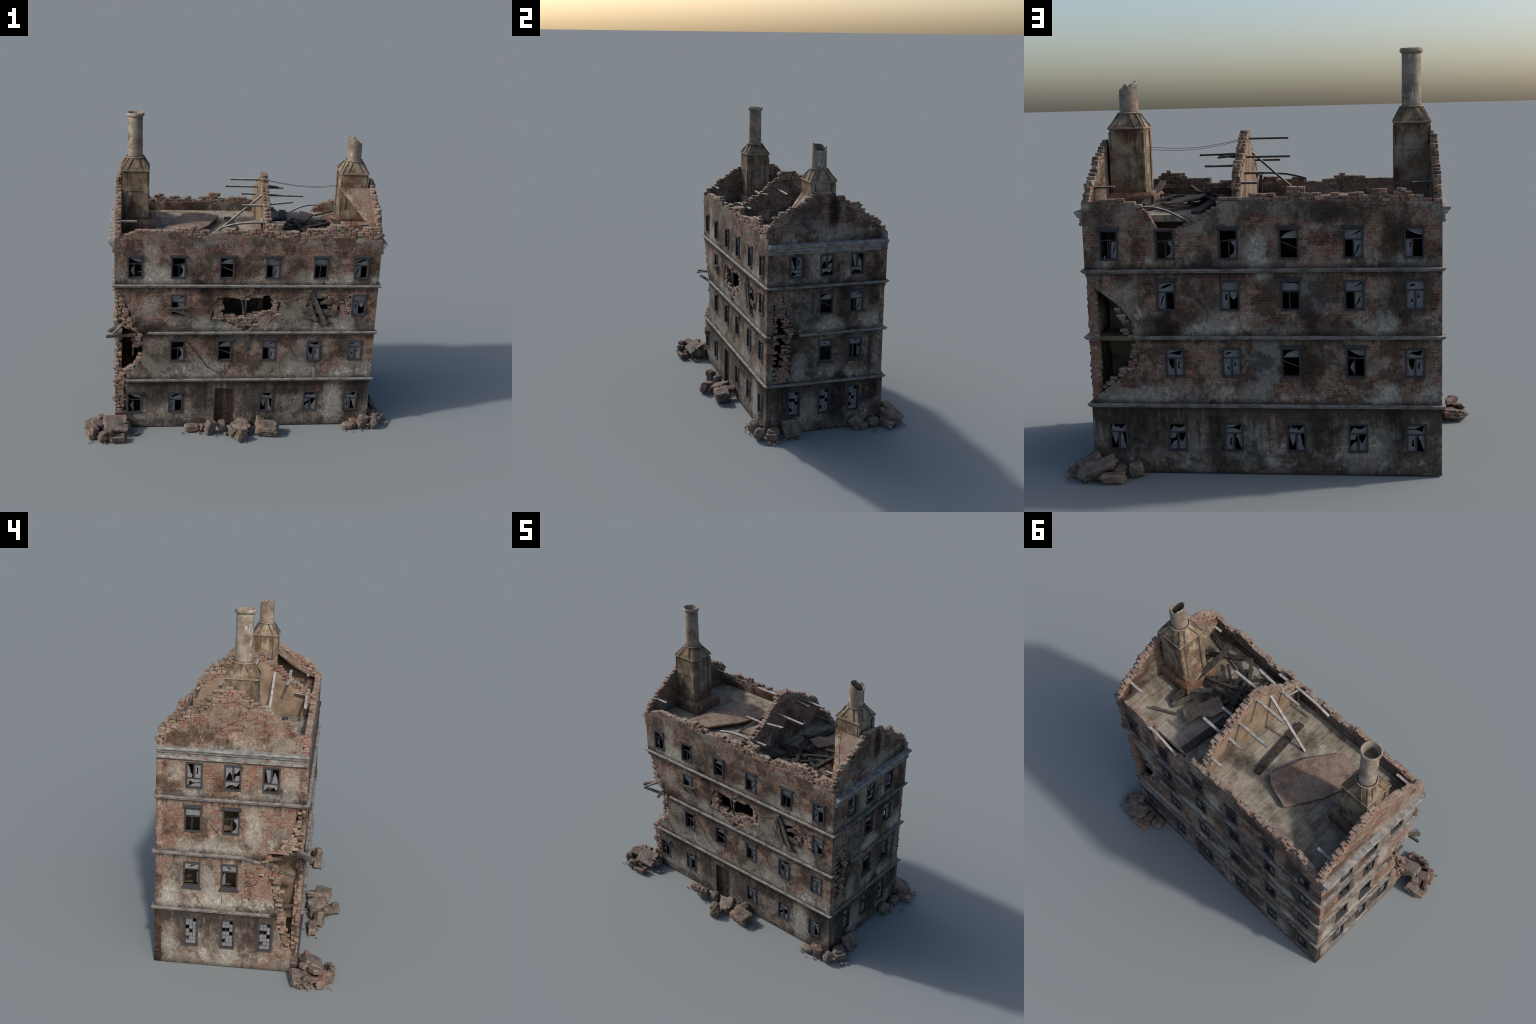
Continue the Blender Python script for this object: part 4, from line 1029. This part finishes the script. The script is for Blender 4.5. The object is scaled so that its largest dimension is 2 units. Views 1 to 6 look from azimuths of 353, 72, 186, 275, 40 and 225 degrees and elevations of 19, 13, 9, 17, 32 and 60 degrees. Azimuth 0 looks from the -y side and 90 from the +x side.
# dark boards on the left room floor
timber([(-.086,.196,1.246),(-.04,-.207,1.25)], .042, .014, 'board', M_DARK)
# debris heap in the right room
timber([(.60,-.26,1.335),(.585,.0,1.30),(.60,.215,1.258)], .030, .022, 'board', M_DARK)
rr = random.Random(7)
for a, b, w in (((.79,-.29,1.26),(.45,-.215,1.262),.016),((.58,-.02,1.29),(.35,-.118,1.275),.020),((.57,-.015,1.27),(.37,-.028,1.262),.018),((.43,-.27,1.26),(.31,.0,1.30),.024),
                ((.28,.08,1.265),(.31,.385,1.243),.045),((.58,.23,1.252),(.53,.10,1.262),.035),((.65,.325,1.262),(.51,.247,1.252),.014),((.46,-.30,1.31),(.33,-.14,1.25),.022),
                ((.70,.02,1.27),(.33,-.20,1.25),.020),((.36,-.06,1.29),(.22,.14,1.25),.028),((.55,-.19,1.27),(.26,.02,1.255),.018),((.40,-.05,1.305),(.18,-.10,1.25),.022),
                ((.22,-.24,1.25),(.40,.06,1.28),.026),((.28,-.31,1.255),(.52,-.06,1.27),.016),((.72,-.15,1.262),(.52,-.30,1.25),.03),((.62,.12,1.26),(.47,.02,1.29),.03)):
    timber([a, tuple((Vector(a) + Vector(b)) / 2 + Vector((0, 0, rr.uniform(-.003, .003)))), b], w, .009 + rr.random() * .004, 'board', M_DARK if rr.random() < .8 else M_PLANK)
for i in range(13):
    c = Vector((rr.gauss(.37, .085), rr.gauss(-.05, .10), 1.243 + rr.random() * .03)); an = rr.uniform(0, math.pi); L = rr.uniform(.03, .1)
    d = Vector((math.cos(an), math.sin(an), rr.uniform(-.12, .12))) * L
    if c.x - L < .15: continue
    timber([c - d, c + d], rr.uniform(.016, .042), rr.uniform(.006, .012), 'board', M_DARK)
# front breach: two posts and boards
timber([(-.030,FY + .012,.895),(-.018,FY + .008,.84),(-.012,FY + .008,.78)], .010, .010, 'post', M_PLANK, (1,0,0))
timber([(.0,FY + .012,.898),(-.002,FY + .01,.68)], .012, .010, 'post', M_PLANK, (1,0,0))
# boards nailed over the holes
for a, b, w in (((.40,.955),(.512,.725),.030),((.384,.908),(.448,.748),.022)):
    timber([(a[0], FY - .012, a[1]), ((a[0]+b[0])/2, FY - .010, (a[1]+b[1])/2), (b[0], FY - .013, b[1])], w, .010, 'board', M_PLANK, (1,0,0))
for a, b, w in (((.352,.822),(.575,.800),.034),((.47,.862),(.54,.894),.020),((.365,.772),(.47,.756),.018)):
    timber([(a[0], FY - .003, a[1]), (b[0], FY - .004, b[1])], w, .009, 'board', M_PLANK, (0,0,1))
for a, b, w, o_ in (((-.492,.838),(-.345,.790),.022,.010),((-.495,.812),(-.340,.842),.024,.005),((-.49,.833),(-.35,.838),.012,.014)):
    timber([(a[0], FY - o_, a[1]), (b[0], FY - o_ - .002, b[1])], w, .007, 'board', M_PLANK, (0,0,1))
# timbers poking out of the collapsed corner
timber([(-.864,-.385,.647),(-.682,-.358,.645)], .014, .018, 'beam', M_PLANK)
timber([(-.826,-.422,.684),(-.752,-.325,.716)], .024, .010, 'beam', M_WORN)
timber([(-.846,-.408,.692),(-.775,-.335,.700)], .024, .018, 'beam', M_PLANK)
timber([(-.70,-.345,.645),(-.70,-.345,.50)], .008, .010, 'beam', M_PLANK)
for i in range(5):
    timber([(-.805,-.24 - .018 * i,.372 + .004 * i),(-.75,-.30 - .01 * i,.380 + .003 * i)], .004, .003, 'lath', M_PLANK, bev=.0004)
timber([(-.80,-.245,.595),(-.79,-.33,.56)], .018, .014, 'board', M_PLANK)
timber([(-.815,-.165,.634),(-.79,-.205,.628)], .02, .02, 'board', M_PLANK); timber([(-.81,-.198,.632),(-.805,-.2,.60)], .012, .014, 'board', M_PLANK)

# ------------------------------------------------------------------ cables and crack strips
def tube(pts, r, name, mat, n=6):
    g2 = Geo(); pts = [Vector(p) for p in pts]; vs = []; fs = []
    for i, p in enumerate(pts):
        d = (pts[min(i+1, len(pts)-1)] - pts[max(i-1, 0)]).normalized()
        s = d.cross(Vector((0, 0, 1)))
        if s.length < .01: s = Vector((1, 0, 0))
        s.normalize(); u = s.cross(d)
        for k in range(n):
            t = 2 * math.pi * k / n; vs.append(p + (s * math.cos(t) + u * math.sin(t)) * r)
    for i in range(len(pts) - 1):
        for k in range(n): fs.append((i*n+k, i*n+(k+1) % n, (i+1)*n+(k+1) % n, (i+1)*n+k))
    fs.append(tuple(range(n))[::-1]); fs.append(tuple(range((len(pts)-1)*n, len(pts)*n)))
    g2.add(vs, fs); return obj(name, g2.mesh(), B, mat, smooth=True)
for oy, zz in ((0, 0), (.012, -.012)):
    a, b = Vector((.14, oy, 1.562 + zz * .5)), Vector((.617, .006 + oy, 1.533 + zz))
    tube([a.lerp(b, t / 12) + Vector((0, 0, -.022 * math.sin(math.pi * t / 12))) for t in range(13)], .0012, 'cable', M_CABLE)

CR = Geo(); crr = random.Random(3)
def crack(fr, pts, w=.003):
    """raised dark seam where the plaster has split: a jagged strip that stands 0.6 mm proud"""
    P = []
    for (a, b) in zip(pts, pts[1:]):
        a = Vector((*a, 0)); b = Vector((*b, 0)); n = max(2, int((b - a).length / .012))
        for k in range(n): P.append(a.lerp(b, k / n) + Vector((crr.uniform(-1, 1), crr.uniform(-1, 1), 0)) * .0022)
    P.append(Vector((*pts[-1], 0)))
    vs = []; fs = []; m = len(P)
    for i, p in enumerate(P):
        d = (P[min(i+1, m-1)] - P[max(i-1, 0)]).normalized(); nn = Vector((-d.y, d.x, 0))
        ww = w * (.25 + .75 * math.sin(math.pi * (i + .6) / (m + .2))) * crr.uniform(.6, 1.2) / 2
        for s_, dd in ((-1, .004), (-1, -.0006), (1, -.0006), (1, .004)):
            q = p + nn * ww * s_; vs.append(fr(q.x, q.y, dd))
    for i in range(m - 1):
        for k in range(3): fs.append((i*4+k, i*4+k+1, (i+1)*4+k+1, (i+1)*4+k))
    CR.add(vs, fs)
crack(front, [(-.372,.615),(-.29,.515),(-.235,.43),(-.14,.372)], .008); crack(front, [(-.14,.372),(-.118,.41),(-.115,.44)], .004); crack(front, [(-.08,.485),(-.04,.515),(-.035,.55)], .003)
crack(front, [(-.635,.44),(-.585,.368)], .003); crack(front, [(-.47,.76),(-.54,.70),(-.64,.645)], .006); crack(front, [(.236,.86),(.31,.885),(.39,.912)], .005)
crack(front, [(.43,.435),(.48,.415),(.53,.365)], .003); crack(front, [(.62,.43),(.60,.40),(.585,.365)], .003); crack(front, [(.26,.52),(.235,.46),(.235,.41)], .0025)
crack(front, [(-.03,.893),(.06,.938),(.10,.925)], .004); crack(front, [(.58,.80),(.60,.76),(.6,.72)], .003); crack(front, [(-.65,.86),(-.63,.87),(-.57,.862)], .003); crack(front, [(-.64,.84),(-.655,.82),(-.645,.78)], .003)
crack(front, [(.725,1.25),(.70,1.19),(.64,1.165)], .004); crack(front, [(.755,1.285),(.757,1.24),(.75,1.21)], .003)
crack(left, [(.183,.885),(.13,.825),(.10,.795),(.075,.77),(.065,.735)], .0045); crack(left, [(.10,.795),(.09,.82),(.075,.835)], .003); crack(left, [(.236,.43),(.205,.42),(.185,.38),(.157,.355)], .004); crack(left, [(.06,.43),(.063,.39),(.075,.36)], .004)
crack(left, [(-.135,.55),(-.12,.51),(-.06,.49),(-.055,.46)], .0045); crack(left, [(.14,1.335),(.06,1.39),(-.03,1.435),(-.035,1.47)], .004); crack(left, [(-.03,1.435),(-.045,1.49),(.02,1.515),(.11,1.50)], .003); crack(left, [(-.01,1.02),(.02,1.0),(.065,.998)], .004)
crack(right, [(-.06,1.46),(-.07,1.40),(-.10,1.36),(-.09,1.31)], .004); crack(right, [(-.15,1.385),(-.12,1.355),(-.098,1.335)], .004)
crack(right, [(-.20,.83),(-.14,.865),(-.08,.87),(-.055,.86)], .006); crack(right, [(-.24,.75),(-.19,.68),(-.16,.655)], .004); crack(right, [(-.20,.60),(-.165,.565)], .004)
crack(back, [(.407,.93),(.35,.87),(.28,.82),(.265,.79),(.272,.725)], .0045); crack(back, [(-.08,.22),(-.13,.235),(-.165,.25)], .003); crack(back, [(.145,.50),(.12,.46),(.11,.42)], .002)
obj('plaster_crack_strip', CR.mesh(), B, M_CRACK_STRIP, kind='stuff')  # dark surface strips stand in for the shade inside open cracks

# ------------------------------------------------------------------ rubble
def boulder(c, dims, rot=(0, 0, 0), seed=0, boxy=.55, lump=.16, jag=0., sub=4):
    bm = bmesh.new(); bmesh.ops.create_icosphere(bm, subdivisions=sub, radius=1)
    so = Vector((seed * 3.1, seed * 1.7, seed * .9))
    for v in bm.verts:
        d = v.co.normalized()
        m = max(abs(d.x), abs(d.y), abs(d.z))
        r = (1 - boxy) + boxy * (1 / m) * .86
        p = d * r
        r2 = noise.fractal(d * 1.3 + so, 1., 2., 4) * lump
        # flat chips
        cell = noise.cell_vector(d * 2.2 + so)
        r2 -= max(0, d.dot((cell - Vector((.5, .5, .5))).normalized()) - .55) * .12
        r2 += noise.fractal(d * 4 + so, .8, 2., 4) * lump * .45
        r2 += .022 * (noise.cell(Vector((seed, d.z * 5 + noise.noise(d * 2) * .8, 1))) - .5)
        p *= (1 + r2)
        if jag and p.x > .25:
            q = noise.cell(Vector((p.y * 5, p.z * 3.2, seed)))
            p.x = .25 + (p.x - .25) * (1 - jag * .7 * q)
            p.z += jag * .22 * (noise.cell(Vector((p.x * 4, p.y * 6, seed + 3))) - .5)
        v.co = p
    M = Matrix.Translation(c) @ Matrix.Rotation(math.radians(rot[2]), 4, 'Z') @ Matrix.Rotation(math.radians(rot[1]), 4, 'Y') @ Matrix.Rotation(math.radians(rot[0]), 4, 'X') @ Matrix.Diagonal((*[d / 2 for d in dims], 1))
    bm.transform(M)
    zmin = min(v.co.z for v in bm.verts)
    if zmin < .001:
        for v in bm.verts:
            if v.co.z < .02: v.co.z = max(v.co.z, .0005 + .002 * (noise.noise(v.co * 60) + 1))
    me = bpy.data.meshes.new('rubble'); bm.to_mesh(me); bm.free()
    return me
def pile(name_label, items, frags):
    P = empty('rubble_heap'); P["label"] = name_label; P["category"] = "rubble"
    for i, it in enumerate(items):
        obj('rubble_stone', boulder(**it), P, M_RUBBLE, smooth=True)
    q = random.Random(len(items) * 31 + len(frags)); frags = list(frags)
    for k in range(26):
        c_ = items[q.randrange(len(items))]['c']; an = q.uniform(0, 6.28); rd = q.uniform(.03, .075)
        x_, y_ = c_.x + rd * math.cos(an), c_.y + rd * math.sin(an)
        if LX - .01 < x_ < RX + .01 and FY - .01 < y_ < BY + .01: continue
        if abs(x_) > .985 or abs(y_) > .592: continue
        frags.append((x_, y_, q.uniform(.007, .019)))
    for (x, y, s) in frags:
        q = random.Random(int((x + 3) * 1000) + int((y + 3) * 777))
        me = boulder(Vector((x, y, s * .42)), (s, s * .75, s * .8), (q.uniform(0, 40), q.uniform(0, 40), q.uniform(0, 180)), q.randrange(99), .8, .1, 0, 2)
        obj('brick_fragment', me, P, M_RUBBLE)
V = Vector
# front left corner
pile("heap of broken masonry chunks at the collapsed corner", [
    dict(c=V((-.812,-.455,.072)), dims=(.170,.135,.05), rot=(30,4,8), seed=1, boxy=.9, jag=.35, lump=.12, sub=5),
    dict(c=V((-.775,-.420,.045)), dims=(.13,.10,.075), rot=(0,0,20), seed=2, boxy=.75),
    dict(c=V((-.935,-.515,.050)), dims=(.058,.045,.105), rot=(20,-12,35), seed=3, boxy=.8),
    dict(c=V((-.884,-.548,.036)), dims=(.060,.056,.074), rot=(0,14,20), seed=4, boxy=.35),
    dict(c=V((-.792,-.552,.026)), dims=(.108,.062,.044), rot=(0,0,6), seed=5, boxy=.85, jag=.3),
    dict(c=V((-.962,-.505,.028)), dims=(.036,.06,.056), rot=(0,0,15), seed=6, boxy=.6),
    dict(c=V((-.915,-.470,.082)), dims=(.10,.07,.032), rot=(14,12,30), seed=7, boxy=.8),
    dict(c=V((-.925,-.400,.034)), dims=(.135,.14,.055), rot=(-8,6,190), seed=8, boxy=.92, jag=.7, lump=.12, sub=5),
    dict(c=V((-.900,-.405,.095)), dims=(.05,.035,.03), rot=(10,0,40), seed=9, boxy=.8),
    dict(c=V((-.955,-.455,.05)), dims=(.035,.12,.035), rot=(20,10,30), seed=10, boxy=.8),
    dict(c=V((-.850,-.535,.03)), dims=(.09,.05,.035), rot=(0,8,40), seed=11, boxy=.75),
    dict(c=V((-.850,-.556,.072)), dims=(.085,.028,.030), rot=(10,-8,20), seed=41, boxy=.8),
    dict(c=V((-.835,-.560,.060)), dims=(.02,.02,.075), rot=(10,5,0), seed=42, boxy=.9, jag=.4),
    ], [(-.69,-.445,.022),(-.655,-.445,.020),(-.665,-.465,.018),(-.68,-.475,.024),(-.725,-.49,.018)])
pile("heap of broken masonry chunks before the door", [
    dict(c=V((-.324,-.432,.028)), dims=(.105,.05,.044), rot=(0,2,4), seed=12, boxy=.85, jag=.3),
    dict(c=V((-.248,-.425,.026)), dims=(.07,.05,.05), rot=(0,20,30), seed=13, boxy=.6, jag=.4),
    dict(c=V((-.205,-.470,.050)), dims=(.068,.060,.108), rot=(12,8,30), seed=14, boxy=.7),
    dict(c=V((-.126,-.438,.042)), dims=(.062,.066,.080), rot=(0,-10,10), seed=15, boxy=.35),
    dict(c=V((-.002,-.450,.036)), dims=(.135,.12,.066), rot=(16,0,-62), seed=16, boxy=.85, jag=.8),
    dict(c=V((-.062,-.517,.036)), dims=(.066,.07,.05), rot=(0,0,20), seed=17, boxy=.4, lump=.22),
    dict(c=V((-.018,-.562,.036)), dims=(.066,.060,.080), rot=(0,24,25), seed=18, boxy=.6),
    dict(c=V((.156,-.478,.040)), dims=(.168,.120,.080), rot=(9,0,-4), seed=19, boxy=.78, lump=.19, jag=.2),
    dict(c=V((.12,-.415,.060)), dims=(.09,.06,.035), rot=(9,0,80), seed=20, boxy=.9, jag=.8),
    ], [(-.275,-.468,.020),(-.11,-.49,.026),(-.095,-.48,.016),(.285,-.465,.020),(.282,-.49,.017),(.03,-.50,.022),(.05,-.47,.018)])
pile("heap of stones and a slab at the corner", [
    dict(c=V((.708,-.425,.024)), dims=(.105,.062,.046), rot=(0,-6,4), seed=21, boxy=.5),
    dict(c=V((.745,-.392,.03)), dims=(.06,.05,.05), rot=(0,0,10), seed=22, boxy=.7, jag=.5),
    dict(c=V((.797,-.428,.053)), dims=(.072,.055,.108), rot=(14,6,20), seed=23, boxy=.65),
    dict(c=V((.873,-.420,.040)), dims=(.066,.070,.080), rot=(0,-8,-10), seed=24, boxy=.4),
    dict(c=V((.925,-.352,.030)), dims=(.046,.085,.056), rot=(10,0,-40), seed=25, boxy=.85, jag=.3),
    dict(c=V((.892,-.335,.042)), dims=(.085,.085,.066), rot=(0,0,40), seed=26, boxy=.4, lump=.22),
    dict(c=V((.900,-.215,.066)), dims=(.045,.130,.125), rot=(0,-24,6), seed=27, boxy=.84, lump=.17, jag=.3),
    ], [(.965,-.385,.024),(.985,-.36,.018),(.975,-.33,.02),(.957,-.33,.018),(.94,-.27,.018),(.96,-.40,.016)])
pile("heap of stones and tilted slabs at the rear corner", [
    dict(c=V((.795,.530,.058)), dims=(.20,.105,.044), rot=(10,-20,195), seed=28, boxy=.78, lump=.2, jag=.25),
    dict(c=V((.715,.556,.024)), dims=(.135,.08,.046), rot=(0,-4,12), seed=29, boxy=.7, lump=.2, jag=.25),
    dict(c=V((.89,.50,.022)), dims=(.11,.05,.038), rot=(0,4,-12), seed=38, boxy=.85),
    dict(c=V((.622,.486,.040)), dims=(.078,.085,.074), rot=(0,0,20), seed=30, boxy=.5),
    dict(c=V((.70,.50,.032)), dims=(.085,.07,.05), rot=(0,10,40), seed=31, boxy=.5, lump=.2),
    dict(c=V((.875,.236,.044)), dims=(.045,.085,.098), rot=(30,-20,10), seed=32, boxy=.8),
    dict(c=V((.885,.29,.024)), dims=(.06,.08,.045), rot=(0,0,30), seed=33, boxy=.5),
    dict(c=V((.872,.365,.034)), dims=(.066,.085,.064), rot=(0,0,10), seed=34, boxy=.5),
    dict(c=V((.908,.440,.032)), dims=(.12,.042,.045), rot=(0,12,25), seed=35, boxy=.85, jag=.3),
    dict(c=V((.850,.475,.055)), dims=(.13,.10,.055), rot=(-14,18,15), seed=36, boxy=.78, lump=.2, jag=.4),
    dict(c=V((.845,.51,.026)), dims=(.12,.13,.05), rot=(0,0,15), seed=37, boxy=.7, lump=.22),
    ], [(.59,.47,.02),(.60,.445,.016),(.955,.34,.02),(.965,.36,.016),(.94,.53,.022),(.92,.57,.018)])
